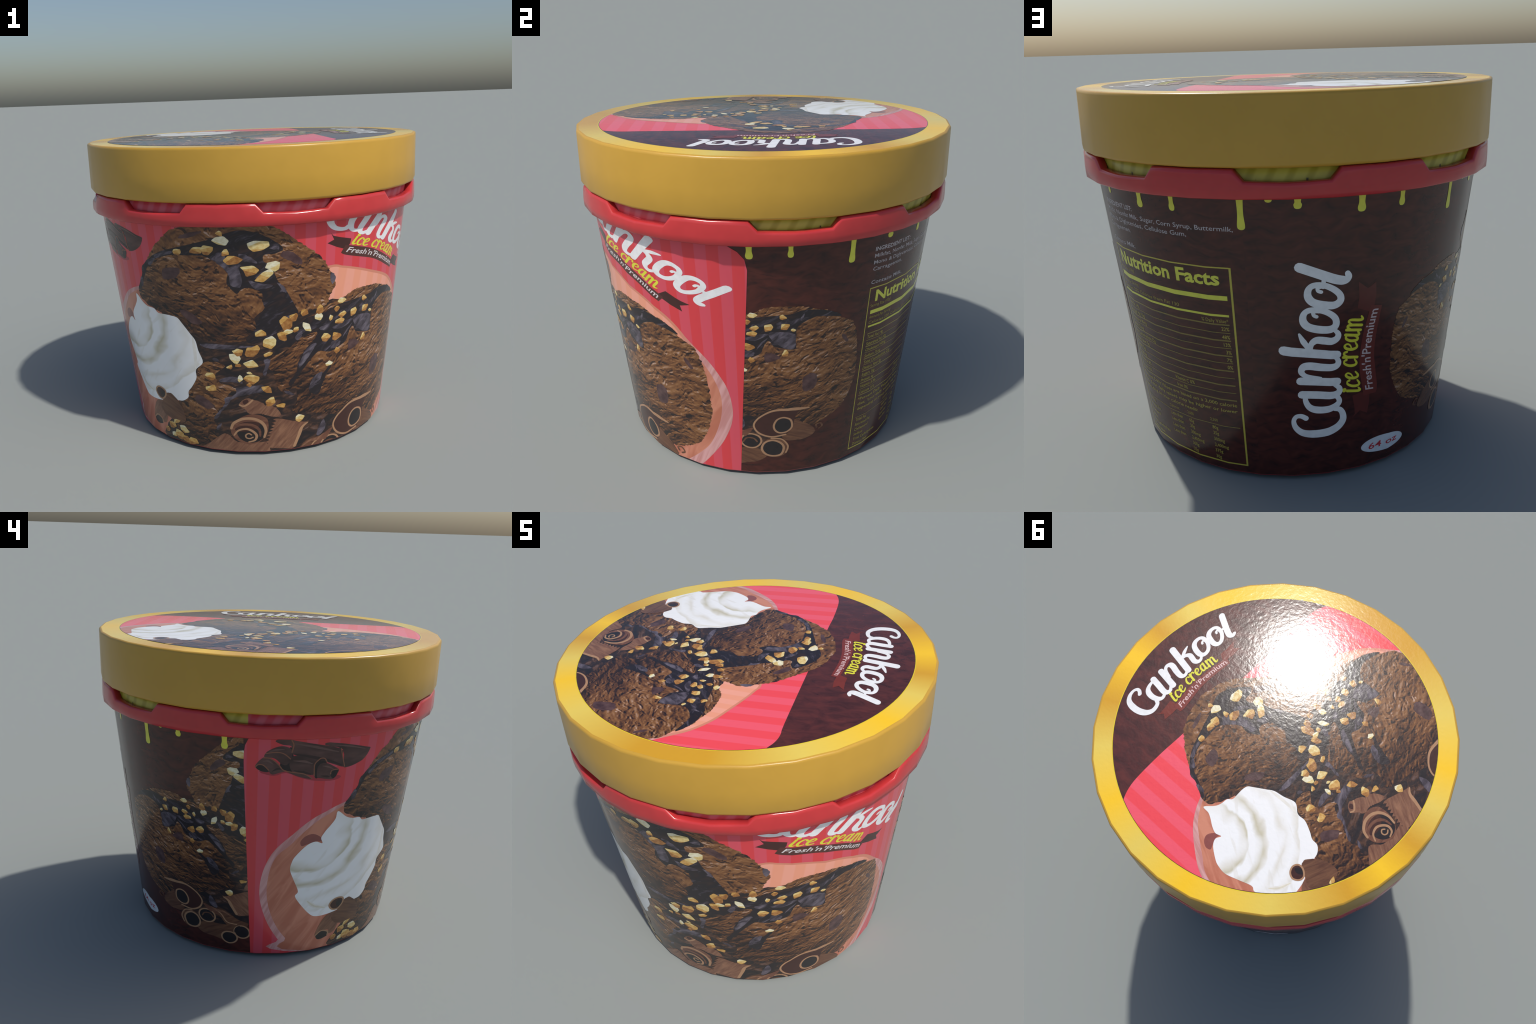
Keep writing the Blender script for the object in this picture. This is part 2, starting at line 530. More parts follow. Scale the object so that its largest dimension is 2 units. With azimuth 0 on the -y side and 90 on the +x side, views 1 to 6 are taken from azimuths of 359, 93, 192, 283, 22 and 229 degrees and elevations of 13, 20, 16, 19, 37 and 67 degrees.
def build_collar():
    columns = []                                # (azimuth, top)
    for k in range(8):
        a = 45.0 * k
        columns += [(a + 1.5, 1.420), (a + 6.0, 1.417), (a + 11.25, 1.415), (a + 16.5, 1.417), (a + 21.2, 1.420), (a + 23.5, 1.468), (a + 28.0, 1.468), (a + 33.75, 1.467), (a + 39.5, 1.468), (a + 44.1, 1.468)]
    verts, faces = [], []

    def at(az, r, z):
        d = (az % STEP) - STEP / 2
        rr = r * cos(radians(STEP / 2)) / cos(radians(d))
        verts.append((rr * sin(radians(az)), -rr * cos(radians(az)), z))

    for az, top in columns:
        cut = 0.012 if top < 1.44 else 0.020
        prof = [(0.92, 1.3505), (0.988, 1.3505), (0.9955, 1.3565), (0.9965, min(1.388, top - cut - 0.004)), (0.9955, top - cut), (0.9925, top - 0.28 * cut), (0.984, top), (0.956, top), (0.952, top - 0.006), (0.945, 1.375)]
        for r, z in prof:
            at(az, r, z)
    n, w = len(columns), 10
    for i in range(n):
        j = (i + 1) % n
        for k in range(w - 1):
            faces.append([i * w + k, j * w + k, j * w + k + 1, i * w + k + 1])
    me = bpy.data.meshes.new("collar")
    me.from_pydata(verts, [], faces)
    for p in me.polygons:
        p.use_smooth = True
    me.materials.append(COLLAR)
    return add_object("collar", me, root)


collar = build_collar()

# lid
m = Nodes("gold_board")
GOLD = m.done(m.mix(m.span(m.noise(m.position(), 5.0, 3.0), 0.35, 0.65), (0.555, 0.318, 0.043), (0.575, 0.33, 0.046)), rough=0.33, bump=0.04, scale=26.0)
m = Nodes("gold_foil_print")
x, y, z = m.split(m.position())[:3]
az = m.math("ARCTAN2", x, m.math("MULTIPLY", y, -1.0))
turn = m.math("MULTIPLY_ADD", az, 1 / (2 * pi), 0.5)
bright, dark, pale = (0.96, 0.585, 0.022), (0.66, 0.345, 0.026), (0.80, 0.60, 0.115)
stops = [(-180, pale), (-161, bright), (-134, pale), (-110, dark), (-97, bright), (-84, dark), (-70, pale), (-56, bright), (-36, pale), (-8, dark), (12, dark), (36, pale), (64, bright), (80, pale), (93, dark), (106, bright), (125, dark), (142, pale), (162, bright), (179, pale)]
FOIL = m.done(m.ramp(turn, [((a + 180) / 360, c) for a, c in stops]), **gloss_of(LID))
m = Nodes("dark_chocolate_disc")
a, b = m.label_xy(LID)
f = m.noise(m.turned(a, b, 5, 1.0, 0.5), 22.0, 4.0, 0.6, 0.8)
DARK_TOP = m.done(m.ramp(f, [(0.32, (0.050, 0.0165, 0.0165)), (0.5, (0.082, 0.023, 0.022)), (0.68, (0.115, 0.029, 0.025))]), **gloss_of(LID))
m = Nodes("striped_red_disc")
a, b = m.label_xy(LID)
bars = m.math("SINE", m.math("MULTIPLY_ADD", m.math("MULTIPLY_ADD", b, 0.098, a), 2 * pi / 0.115, (0.715 / 0.115 + 0.25) * 2 * pi))
RED_TOP = m.done(m.mix(m.span(bars, -0.2, 0.2), (0.87, 0.076, 0.098), (0.88, 0.108, 0.155)), **gloss_of(LID))

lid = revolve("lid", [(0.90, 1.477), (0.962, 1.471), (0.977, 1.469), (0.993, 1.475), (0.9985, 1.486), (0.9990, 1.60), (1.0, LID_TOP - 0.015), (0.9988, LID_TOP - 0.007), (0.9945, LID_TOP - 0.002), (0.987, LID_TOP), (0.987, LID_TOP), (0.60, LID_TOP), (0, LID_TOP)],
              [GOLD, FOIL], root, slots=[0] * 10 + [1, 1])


def disc(name, r, material, layer, parent, inner=0.0):
    h = 0.12 * MM * layer
    n = N if inner else 128
    ring = lambda q: [(q * sin(2 * pi * i / n), -q * cos(2 * pi * i / n), LID_TOP + h) for i in range(n)]
    verts = ring(r) + (ring(inner) if inner else [(0, 0, LID_TOP + h)])
    if inner:
        faces = [[i, (i + 1) % n, n + (i + 1) % n, n + i] for i in range(n)]
    else:
        faces = [[i, (i + 1) % n, n] for i in range(n)]
    me = bpy.data.meshes.new(name)
    me.from_pydata(verts, [], faces)
    for p in me.polygons:
        p.use_smooth = True
    me.materials.append(material)
    me.normals_split_custom_set_from_vertices([LID.normal(-v[1], v[0]) for v in verts])
    return add_object(name, me, parent)


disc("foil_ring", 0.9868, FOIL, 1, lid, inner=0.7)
disc("printed_disc_edge", DISC_R + 0.004, plain((0.80, 0.62, 0.03), LID, "disc_edge"), 2, lid)
disc("printed_disc", DISC_R, DARK_TOP, 3, lid)

# red panels
edge = [(-86.5, 1.41), (-60, 1.41), (0, 1.41), (60, 1.41), (78, 1.385), (82, 1.345), (85.9, 1.307), (87.9, 1.270), (88.6, 1.216), (88.2, 1.09), (87.3, 0.83), (86.2, 0.542), (84.15, 0.024),
        (40, 0.024), (0, 0.024), (-40, 0.024), (-81.1, 0.024), (-82.5, 0.465), (-83.6, 0.869), (-84.3, 1.148), (-84.4, 1.247), (-84.0, 1.30), (-83.0, 1.335), (-80, 1.372)]
edge = edge[1:]
LABEL.base = 1.7 * MM
patch("red_panel", LABEL, [fill(edge)], RED, 0, wall)
LABEL.base = 0.4 * MM
TOP.base = 0.9 * MM
patch("red_panel", TOP, [fill(smooth_closed([(-0.90, 0.20), (-0.845, 0.252), (-0.779, 0.287), (-0.69, 0.308), (-0.519, 0.328), (-0.376, 0.337), (0.103, 0.377), (0.575, 0.418), (0.66, 0.430), (0.715, 0.428), (0.765, 0.412), (0.81, 0.38), (0.95, 0.2), (0.95, -0.9), (-0.9, -0.9)], 4))], RED_TOP, -5, lid)


# ------------------------------------------------------------------ the artwork
BOWL = [(-0.545, -0.014), (-0.619, -0.061), (-0.674, -0.113), (-0.733, -0.195), (-0.788, -0.29), (-0.814, -0.379), (-0.824, -0.475), (-0.819, -0.571), (-0.798, -0.661), (-0.756, -0.768), (-0.696, -0.866), (-0.628, -0.947),
        (0.70, -0.98), (0.84, -0.88), (0.906, -0.804), (0.973, -0.673), (1.006, -0.579), (1.024, -0.479), (1.018, -0.379), (0.985, -0.26), (0.922, -0.154), (0.846, -0.066), (0.758, 0.033), (0.652, 0.100), (0.53, 0.143), (0.423, 0.176), (0.353, 0.192), (0.29, 0.2), (0.1, 0.15), (-0.4, 0.05)]
BOWL_IN = [(-0.545, -0.035), (-0.629, -0.1), (-0.684, -0.175), (-0.736, -0.263), (-0.777, -0.330), (-0.794, -0.424), (-0.79, -0.551), (-0.767, -0.657), (-0.723, -0.765), (-0.663, -0.854), (-0.574, -0.945),
           (0.68, -0.96), (0.80, -0.85), (0.899, -0.722), (0.944, -0.635), (0.972, -0.509), (0.978, -0.404), (0.966, -0.316), (0.93, -0.225), (0.87, -0.13), (0.80, -0.04), (0.748, 0.022), (0.645, 0.088), (0.525, 0.131), (0.421, 0.164), (0.353, 0.180), (0.29, 0.187), (0.1, 0.14), (-0.4, 0.04)]
WINE = [(-0.60, -0.232), (-0.612, -0.208), (-0.645, -0.19), (-0.675, -0.203), (-0.692, -0.235), (-0.683, -0.262), (-0.66, -0.252), (-0.63, -0.236)]
POOL = [(-0.44, -0.06), (-0.25, -0.1), (0.0, -0.02), (0.25, 0.0), (0.37, 0.0), (0.5, -0.15), (0.62, -0.60), (0.60, -0.84), (0.52, -0.96), (-0.36, -0.96), (-0.40, -0.84), (-0.33, -0.70), (-0.30, -0.30)]
SCOOP_A = [(-0.54, -0.03), (-0.505, 0.05), (-0.48, 0.13), (-0.438, 0.235), (-0.391, 0.303), (-0.336, 0.366), (-0.24, 0.422), (-0.14, 0.448), (-0.03, 0.438), (0.06, 0.405), (0.165, 0.319), (0.247, 0.249), (0.284, 0.19), (0.322, 0.125), (0.331, 0.085), (0.314, 0.03), (0.308, -0.01), (0.27, -0.035), (0.19, -0.05), (0.13, -0.13), (0.02, -0.20), (-0.088, -0.235), (-0.184, -0.235), (-0.245, -0.2), (-0.30, -0.157), (-0.377, -0.13), (-0.453, -0.11), (-0.521, -0.075)]
SAUCE_A = [(-0.535, -0.012), (-0.502, 0.067), (-0.495, 0.125), (-0.438, 0.197), (-0.365, 0.249), (-0.267, 0.294), (-0.171, 0.34), (-0.132, 0.368), (-0.076, 0.390), (-0.011, 0.379), (0.046, 0.344), (0.09, 0.300), (0.06, 0.272), (0.022, 0.266), (0.023, 0.232), (0.059, 0.2), (0.081, 0.137), (0.126, 0.068), (0.166, -0.008), (0.184, -0.069), (0.125, -0.147), (0.023, -0.230), (-0.016, -0.203), (0.02, -0.14), (0.012, -0.08), (0.045, -0.03), (0.033, 0.018), (0.026, 0.063), (-0.023, 0.085), (-0.05, 0.074), (-0.066, 0.047), (-0.091, 0.075), (-0.11, 0.107), (-0.108, 0.157), (-0.142, 0.202), (-0.177, 0.227), (-0.213, 0.242), (-0.285, 0.232), (-0.353, 0.220), (-0.42, 0.183), (-0.466, 0.128), (-0.487, 0.06), (-0.520, -0.02)]
SCOOP_B = [(0.09, -0.313), (0.153, -0.263), (0.205, -0.2), (0.23, -0.12), (0.27, -0.045), (0.34, -0.008), (0.395, 0.022), (0.43, 0.046), (0.505, 0.057), (0.579, 0.056), (0.64, 0.038), (0.72, 0.013), (0.785, -0.04), (0.848, -0.079), (0.885, -0.158), (0.912, -0.272), (0.93, -0.38), (0.937, -0.47), (0.922, -0.57), (0.895, -0.655), (0.84, -0.712), (0.74, -0.765), (0.62, -0.75), (0.52, -0.717), (0.397, -0.677), (0.31, -0.655), (0.235, -0.645), (0.215, -0.62), (0.232, -0.575), (0.226, -0.50), (0.197, -0.500), (0.171, -0.521), (0.13, -0.46), (0.112, -0.395), (0.082, -0.36)]
SAUCE_B = [(0.782, -0.03), (0.74, 0.004), (0.688, 0.023), (0.64, 0.030), (0.583, 0.028), (0.531, 0.005), (0.402, -0.014), (0.346, -0.032), (0.309, -0.058), (0.226, -0.085), (0.165, -0.15), (0.107, -0.192), (0.052, -0.244), (0.141, -0.252), (0.211, -0.197), (0.280, -0.170), (0.27, -0.217), (0.237, -0.273), (0.216, -0.342), (0.214, -0.399), (0.186, -0.453), (0.199, -0.478), (0.234, -0.4), (0.264, -0.342), (0.301, -0.285), (0.330, -0.288), (0.362, -0.295), (0.401, -0.276), (0.436, -0.244), (0.445, -0.199), (0.465, -0.165), (0.491, -0.2), (0.548, -0.215), (0.591, -0.213), (0.578, -0.125), (0.59, -0.06), (0.66, -0.015), (0.72, -0.02)]
SAUCE_B2 = [(0.372, -0.370), (0.345, -0.415), (0.301, -0.432), (0.286, -0.478), (0.289, -0.521), (0.332, -0.547), (0.345, -0.497), (0.362, -0.427), (0.380, -0.388)]
SCOOP_C = [(-0.198, -0.379), (-0.139, -0.359), (-0.098, -0.377), (-0.137, -0.431), (-0.118, -0.475), (-0.06, -0.491), (-0.03, -0.517), (-0.062, -0.527), (-0.078, -0.563), (-0.090, -0.611), (-0.114, -0.654), (-0.134, -0.711), (-0.121, -0.76), (-0.132, -0.802), (-0.10, -0.86), (-0.14, -0.93), (-0.30, -0.93), (-0.34, -0.86), (-0.334, -0.728), (-0.331, -0.667), (-0.281, -0.61), (-0.24, -0.50)]
CREAM = [(-0.560, -0.062), (-0.515, -0.098), (-0.482, -0.111), (-0.443, -0.114), (-0.421, -0.133), (-0.382, -0.130), (-0.349, -0.127), (-0.318, -0.132), (-0.296, -0.158), (-0.256, -0.212), (-0.231, -0.247), (-0.216, -0.304), (-0.194, -0.370), (-0.227, -0.424), (-0.225, -0.476), (-0.247, -0.536), (-0.266, -0.573), (-0.268, -0.612), (-0.295, -0.642), (-0.331, -0.654), (-0.38, -0.665), (-0.442, -0.700), (-0.498, -0.715), (-0.541, -0.715), (-0.573, -0.697), (-0.619, -0.643), (-0.661, -0.578), (-0.653, -0.544), (-0.685, -0.47), (-0.710, -0.407), (-0.709, -0.356), (-0.698, -0.32), (-0.662, -0.259), (-0.628, -0.236), (-0.597, -0.246), (-0.608, -0.213), (-0.596, -0.174), (-0.578, -0.141), (-0.563, -0.105)]
FOLDS = [([(-0.245, -0.228), (-0.232, -0.322), (-0.229, -0.416)], 0.010, "fold"), ([(-0.60, -0.61), (-0.56, -0.645), (-0.50, -0.665)], 0.014, "fold_deep")]
GLOSS_A = [[(-0.158, 0.263), (-0.127, 0.261), (-0.116, 0.224), (-0.104, 0.191), (-0.07, 0.194), (-0.051, 0.093), (-0.092, 0.092), (-0.102, 0.148), (-0.134, 0.193), (-0.156, 0.215)], [(-0.071, 0.264), (-0.038, 0.259), (0.001, 0.222), (-0.033, 0.225), (-0.066, 0.233)],
           [(-0.029, 0.124), (0.005, 0.116), (0.067, 0.1), (0.025, 0.08), (-0.003, 0.084)], [(0.084, 0.113), (0.101, 0.108), (0.126, 0.068), (0.112, 0.068)], [(-0.424, 0.208), (-0.348, 0.245), (-0.34, 0.234), (-0.387, 0.209), (-0.42, 0.189)], [(-0.46, 0.163), (-0.429, 0.189), (-0.425, 0.175), (-0.454, 0.139)],
           [(-0.211, -0.262), (-0.125, -0.250), (0.042, -0.243), (-0.031, -0.259), (-0.163, -0.281)], [(-0.52, 0.03), (-0.505, 0.06), (-0.495, 0.03), (-0.508, 0.0)], [(0.05, 0.31), (0.07, 0.315), (0.075, 0.295), (0.04, 0.298)], [(0.30, 0.160), (0.318, 0.152), (0.329, 0.122), (0.317, 0.095), (0.303, 0.13)]]
GLOSS_B = [[(0.46, -0.114), (0.509, -0.105), (0.573, -0.122), (0.584, -0.205), (0.553, -0.216), (0.485, -0.171)], [(0.461, -0.119), (0.408, -0.127), (0.353, -0.155), (0.405, -0.164)], [(0.46, -0.142), (0.439, -0.179), (0.415, -0.225), (0.432, -0.177)], [(0.362, -0.239), (0.404, -0.237), (0.4, -0.269), (0.363, -0.277)],
           [(0.287, -0.233), (0.253, -0.252), (0.23, -0.305), (0.22, -0.375), (0.245, -0.34), (0.271, -0.282)], [(0.338, -0.411), (0.304, -0.428), (0.29, -0.469), (0.286, -0.511), (0.311, -0.481), (0.331, -0.451)], [(0.21, -0.158), (0.186, -0.191), (0.199, -0.21), (0.216, -0.179)], [(0.319, -0.131), (0.291, -0.146), (0.3, -0.161), (0.329, -0.151)], [(0.604, 0.007), (0.588, -0.013), (0.594, -0.037)]]
GLOSS_C = [[(-0.109, -0.455), (-0.074, -0.435), (-0.042, -0.435), (-0.015, -0.468), (-0.067, -0.466), (-0.115, -0.474)], [(-0.039, -0.498), (0.008, -0.484), (0.074, -0.473), (0.08, -0.511), (0.033, -0.527), (-0.018, -0.545), (-0.059, -0.574), (-0.074, -0.614), (-0.1, -0.656), (-0.116, -0.702), (-0.138, -0.707), (-0.107, -0.648), (-0.088, -0.602), (-0.089, -0.57), (-0.053, -0.55), (-0.038, -0.521)],
           [(0.065, -0.322), (0.093, -0.317), (0.09, -0.356), (0.082, -0.413), (0.068, -0.396), (0.074, -0.356)], [(0.36, -0.798), (0.365, -0.753), (0.383, -0.706), (0.404, -0.757), (0.38, -0.803)], [(0.17, -0.507), (0.197, -0.513), (0.219, -0.533), (0.188, -0.53)], [(-0.122, -0.761), (-0.101, -0.732), (-0.104, -0.766), (-0.118, -0.779)], [(-0.152, -0.338), (-0.133, -0.334), (-0.122, -0.35), (-0.142, -0.353)]]
CHIPS_A = [[(-0.383, 0.137), (-0.313, 0.158), (-0.305, 0.131), (-0.326, 0.097), (-0.378, 0.079)], [(-0.301, 0.339), (-0.25, 0.366), (-0.216, 0.371), (-0.257, 0.336), (-0.308, 0.321)], [(0.091, 0.285), (0.129, 0.28), (0.168, 0.236), (0.168, 0.212), (0.124, 0.233), (0.084, 0.257)], [(-0.303, -0.09), (-0.265, -0.081), (-0.205, -0.125), (-0.213, -0.145), (-0.253, -0.146)]]
CHIPS_B = [[(0.452, -0.257), (0.484, -0.245), (0.527, -0.274), (0.494, -0.299), (0.466, -0.307)], [(0.654, -0.417), (0.707, -0.391), (0.724, -0.478), (0.67, -0.513)], [(0.805, -0.156), (0.826, -0.161), (0.848, -0.204), (0.832, -0.203)]]
CHIPS_C = [[(-0.212, -0.580), (-0.179, -0.59), (-0.135, -0.631), (-0.167, -0.655), (-0.212, -0.640), (-0.235, -0.61)]]
# nuts: x y size kind (w white, y pale, g golden, b brown)
NUTS = """-.314 .247 .025 g; -.236 .267 .030 g; -.196 .270 .036 g; -.149 .368 .021 g; -.142 .329 .039 w; -.123 .267 .022 g; -.093 .231 .039 b; -.001 .312 .045 y; -.024 .178 .041 g; .036 .156 .047 y;
.060 .209 .034 w; .142 -.112 .048 b; .166 -.078 .030 b; .212 -.056 .033 b; .279 -.042 .030 b; .278 -.079 .027 w; .335 -.094 .020 y; .231 -.136 .037 w; .154 -.161 .024 y; .184 -.147 .018 g;
.132 -.188 .034 b; .042 -.171 .030 g; .082 -.216 .041 y; .080 -.289 .024 g; .015 -.279 .045 b; -.046 -.284 .026 g; .378 -.004 .031 y; .508 -.012 .025 g; .525 -.068 .029 g; .563 -.093 .017 y;
.451 -.081 .028 g; .394 -.086 .024 g; .383 -.121 .031 g; .361 -.047 .019 b; .325 -.206 .032 g; .384 -.208 .033 b; .548 -.242 .024 g; .367 -.364 .021 w; .400 -.295 .024 b; -.054 -.322 .037 w;
-.038 -.362 .021 b; -.074 -.375 .019 g; .012 -.350 .039 y; -.158 -.447 .030 g; -.151 -.523 .034 g; -.028 -.440 .022 w; .025 -.436 .039 g; .011 -.403 .017 y; .014 -.475 .017 b; .095 -.497 .031 b;
.114 -.573 .032 g; .165 -.597 .034 g; .261 -.679 .031 y"""
HEAP = "-.374 -.833 .032 g; -.342 -.800 .027 g; -.298 -.838 .035 y; -.326 -.881 .039 g; -.245 -.894 .035 g; -.406 -.880 .028 b; -.36 -.895 .026 y; -.285 -.895 .026 b"
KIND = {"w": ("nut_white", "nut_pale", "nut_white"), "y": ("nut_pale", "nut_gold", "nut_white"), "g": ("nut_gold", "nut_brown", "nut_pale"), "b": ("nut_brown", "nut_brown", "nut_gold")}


def soft_corners(pts, cut=0.12):
    """straight-sided outline with its corners just broken"""
    out = []
    for i, p in enumerate(pts):
        for q in (pts[i - 1], pts[(i + 1) % len(pts)]):
            out.append((p[0] + (q[0] - p[0]) * cut, p[1] + (q[1] - p[1]) * cut))
    return out


def lay_nuts(place, mats, table, layer, parent, clip):
    for i, entry in enumerate(table.split(";")):
        x, y, size, kind = entry.split()
        x, y, size = float(x), float(y), float(size)
        rng = random.Random(int(1000 * x) * 31 + int(1000 * y))
        px, py = place.map((x, y))
        if clip and any((px - c[2]) * c[1] > 4.0 for c in clip if c[0] == 0):
            continue
        if place.surface is LID and hypot(px, py) > DISC_R:
            continue
        turn, slim = rng.uniform(0, 180), rng.uniform(0.62, 0.95)
        size *= 0.92
        n = rng.choice((5, 6, 6, 7, 8))
        out = []
        for k in range(n):
            t = 2 * pi * (k + rng.uniform(-0.33, 0.33)) / n
            r = size * rng.uniform(0.70, 1.2)
            u, v = r * cos(t), r * sin(t) * slim
            c, s = cos(radians(turn)), sin(radians(turn))
            out.append((x + u * c - v * s, y + u * s + v * c))
        # shaded underside and lit top are painted on as darker and lighter inks
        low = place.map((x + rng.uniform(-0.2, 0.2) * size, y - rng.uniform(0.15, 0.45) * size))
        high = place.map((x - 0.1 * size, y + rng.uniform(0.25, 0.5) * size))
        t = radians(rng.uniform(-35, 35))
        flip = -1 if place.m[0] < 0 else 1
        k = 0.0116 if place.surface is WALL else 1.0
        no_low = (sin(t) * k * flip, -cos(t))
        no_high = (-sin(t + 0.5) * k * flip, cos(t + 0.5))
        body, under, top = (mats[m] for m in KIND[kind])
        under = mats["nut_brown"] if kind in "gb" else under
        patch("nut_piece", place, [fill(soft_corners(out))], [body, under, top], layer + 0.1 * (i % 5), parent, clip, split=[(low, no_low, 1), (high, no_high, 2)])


def lay_curls(place, mats, parent, clip, with_left):
    P = lambda name, pts, mat, layer, sub=4, rough=0.0: patch(name, place, [fill(smooth_closed(pts, sub, rough))], mats[mat], layer, parent, clip)
    S = lambda name, path, w, mat, layer, closed=False: patch(name, place, [stroke(path, w, closed)], mats[mat], layer, parent, clip)
    # shavings above the spiral
    P("chocolate_shaving", [(-0.023, -0.605), (-0.016, -0.582), (0.009, -0.556), (0.035, -0.565), (0.062, -0.57), (0.092, -0.592), (0.091, -0.647), (0.067, -0.648), (0.028, -0.655), (0.003, -0.625)], "shaving", 12, 3, 0.002)
    S("curl_edge", [(0.035, -0.567), (0.018, -0.592), (-0.002, -0.608), (-0.02, -0.602)], 0.009, "edge", 13)
    P("curl_shadow", [(-0.008, -0.578), (0.010, -0.566), (0.018, -0.580), (0.0, -0.598)], "bark", 13)
    P("chocolate_shaving", [(0.096, -0.594), (0.122, -0.596), (0.15, -0.619), (0.17, -0.656), (0.148, -0.667), (0.093, -0.651), (0.088, -0.624)], "shaving", 12, 3, 0.002)
    # flat shaving at the foot
    P("chocolate_shaving", [(-0.20, -0.93), (-0.15, -0.87), (-0.107, -0.815), (-0.068, -0.795), (-0.031, -0.828), (0.018, -0.840), (0.079, -0.830), (0.121, -0.833), (0.13, -0.95), (-0.1, -0.97)], "shaving", 12, 3, 0.002)
    # rolled spiral
    P("chocolate_curl", [(-0.054, -0.769), (-0.052, -0.735), (-0.023, -0.692), (0.018, -0.661), (0.061, -0.655), (0.104, -0.674), (0.118, -0.72), (0.114, -0.775), (0.085, -0.825), (0.04, -0.848), (-0.01, -0.832), (-0.042, -0.802)], "curl", 13)
    P("curl_shadow", ellipse(0.042, -0.768, 0.066, 0.068), "black", 14)
    P("curl_shadow", ellipse(0.020, -0.735, 0.060, 0.030, 20), "bark", 14.3)
    S("curl_edge", [(-0.052, -0.757), (-0.040, -0.718), (0.0, -0.688), (0.05, -0.684), (0.090, -0.707), (0.108, -0.75), (0.104, -0.795)], [0.012, 0.016, 0.016, 0.010], "edge", 15)
    S("curl_edge", [(-0.047, -0.778), (-0.032, -0.742), (0.008, -0.722), (0.05, -0.727), (0.078, -0.752), (0.085, -0.79)], [0.008, 0.015, 0.017, 0.008], "curl", 15.3)
    S("curl_edge", [(-0.036, -0.797), (-0.018, -0.764), (0.018, -0.750), (0.048, -0.762), (0.068, -0.787), (0.062, -0.818), (0.035, -0.832)], [0.007, 0.013, 0.013, 0.007], "edge", 15.6)
    S("curl_edge", [(0.044, -0.786), (0.031, -0.778), (0.018, -0.790), (0.022, -0.806), (0.038, -0.810), (0.052, -0.80)], 0.007, "edge", 15.8)
    # square shaving with torn teeth on one side
    teeth = []
    for i in range(9):
        t = i / 8
        teeth += [(0.142 - 0.031 * t - 0.006, -0.684 - 0.16 * t), (0.142 - 0.031 * t + 0.011, -0.684 - 0.16 * t - 0.010)]
    patch("chocolate_shaving", place, [fill([(0.305, -0.712), (0.24, -0.698), (0.176, -0.680), (0.148, -0.678)] + teeth + [(0.12, -0.86), (0.18, -0.868), (0.240, -0.872), (0.261, -0.858), (0.273, -0.80), (0.281, -0.741)])], mats["shaving"], 16, parent, clip)
    S("curl_edge", [(0.303, -0.714), (0.278, -0.741), (0.268, -0.789), (0.252, -0.855)], [0.006, 0.018, 0.014], "edge", 17)
    # big split tube, its core and the sticks below
    P("chocolate_stick", [(0.388, -0.935), (0.447, -0.921), (0.508, -0.937), (0.536, -0.981), (0.503, -1.019), (0.432, -1.046), (0.36, -1.07), (0.28, -1.03), (0.31, -0.95)], "tube", 11)
    P("chocolate_stick", [(0.397, -0.812), (0.312, -0.829), (0.258, -0.897), (0.20, -0.944), (0.27, -1.0), (0.328, -0.944), (0.358, -0.877)], "tube", 10.5)
    S("curl_edge", [(0.397, -0.812), (0.350, -0.85), (0.325, -0.915), (0.27, -0.94)], 0.008, "edge", 10.8)
    for cx, cy, rx, ry in ((0.336, -1.045, 0.048, 0.048), (0.25, -1.005, 0.046, 0.052)):
        P("stick_core", ellipse(cx, cy, rx, ry), "black", 11.5)
        S("curl_edge", ellipse(cx, cy, rx, ry, 0, 14), 0.010, "edge", 11.8, True)
    P("chocolate_stick", ellipse(0.444, -0.875, 0.053, 0.053), "black", 12)
    S("curl_edge", ellipse(0.444, -0.873, 0.052, 0.053, 0, 14), 0.010, "edge", 12.4, True)
    S("curl_edge", [(0.405, -0.885), (0.42, -0.855), (0.455, -0.852), (0.475, -0.875)], 0.009, "tube", 12.6)
    P("chocolate_stick", [(0.60, -0.70), (0.698, -0.737), (0.754, -0.781), (0.770, -0.818), (0.74, -0.851), (0.68, -0.867), (0.60, -0.845)], "tube", 13, 4, 0.002)
    P("chocolate_stick", [(0.448, -0.757), (0.464, -0.704), (0.51, -0.659), (0.553, -0.638), (0.619, -0.628), (0.672, -0.628), (0.655, -0.665), (0.648, -0.70), (0.642, -0.764), (0.614, -0.818), (0.545, -0.838), (0.479, -0.811)], "bark", 14)
    S("curl_edge", [(0.614, -0.818), (0.545, -0.838), (0.479, -0.811), (0.448, -0.757), (0.464, -0.704), (0.51, -0.659), (0.553, -0.640), (0.619, -0.634), (0.67, -0.635), (0.712, -0.632)], [0.010, 0.011, 0.009, 0.010, 0.014, 0.022, 0.008], "edge", 15)
    P("stick_core", [(0.548, -0.75), (0.561, -0.709), (0.593, -0.695), (0.628, -0.716), (0.638, -0.764), (0.617, -0.797), (0.583, -0.804), (0.557, -0.786)], "black", 16)
    S("curl_edge", [(0.548, -0.75), (0.561, -0.709), (0.593, -0.693), (0.628, -0.712), (0.640, -0.764), (0.617, -0.797), (0.583, -0.806), (0.557, -0.786)], 0.010, "edge", 16.5, True)
    P("chocolate_stick", [(0.516, -0.87), (0.546, -0.847), (0.6, -0.852), (0.639, -0.903), (0.641, -0.947), (0.615, -0.981), (0.573, -0.989), (0.53, -0.93)], "tube", 16)
    P("stick_core", [(0.504, -0.928), (0.515, -0.883), (0.554, -0.864), (0.597, -0.883), (0.615, -0.919), (0.608, -0.966), (0.566, -0.980), (0.526, -0.965)], "black", 17)
    S("curl_edge", [(0.504, -0.928), (0.515, -0.883), (0.554, -0.864), (0.597, -0.883), (0.617, -0.919), (0.608, -0.970), (0.566, -0.984), (0.526, -0.968)], 0.012, "edge", 17.5, True)
    S("curl_edge", [(0.545, -0.849), (0.60, -0.855), (0.637, -0.905), (0.632, -0.955)], 0.009, "edge", 17.7)
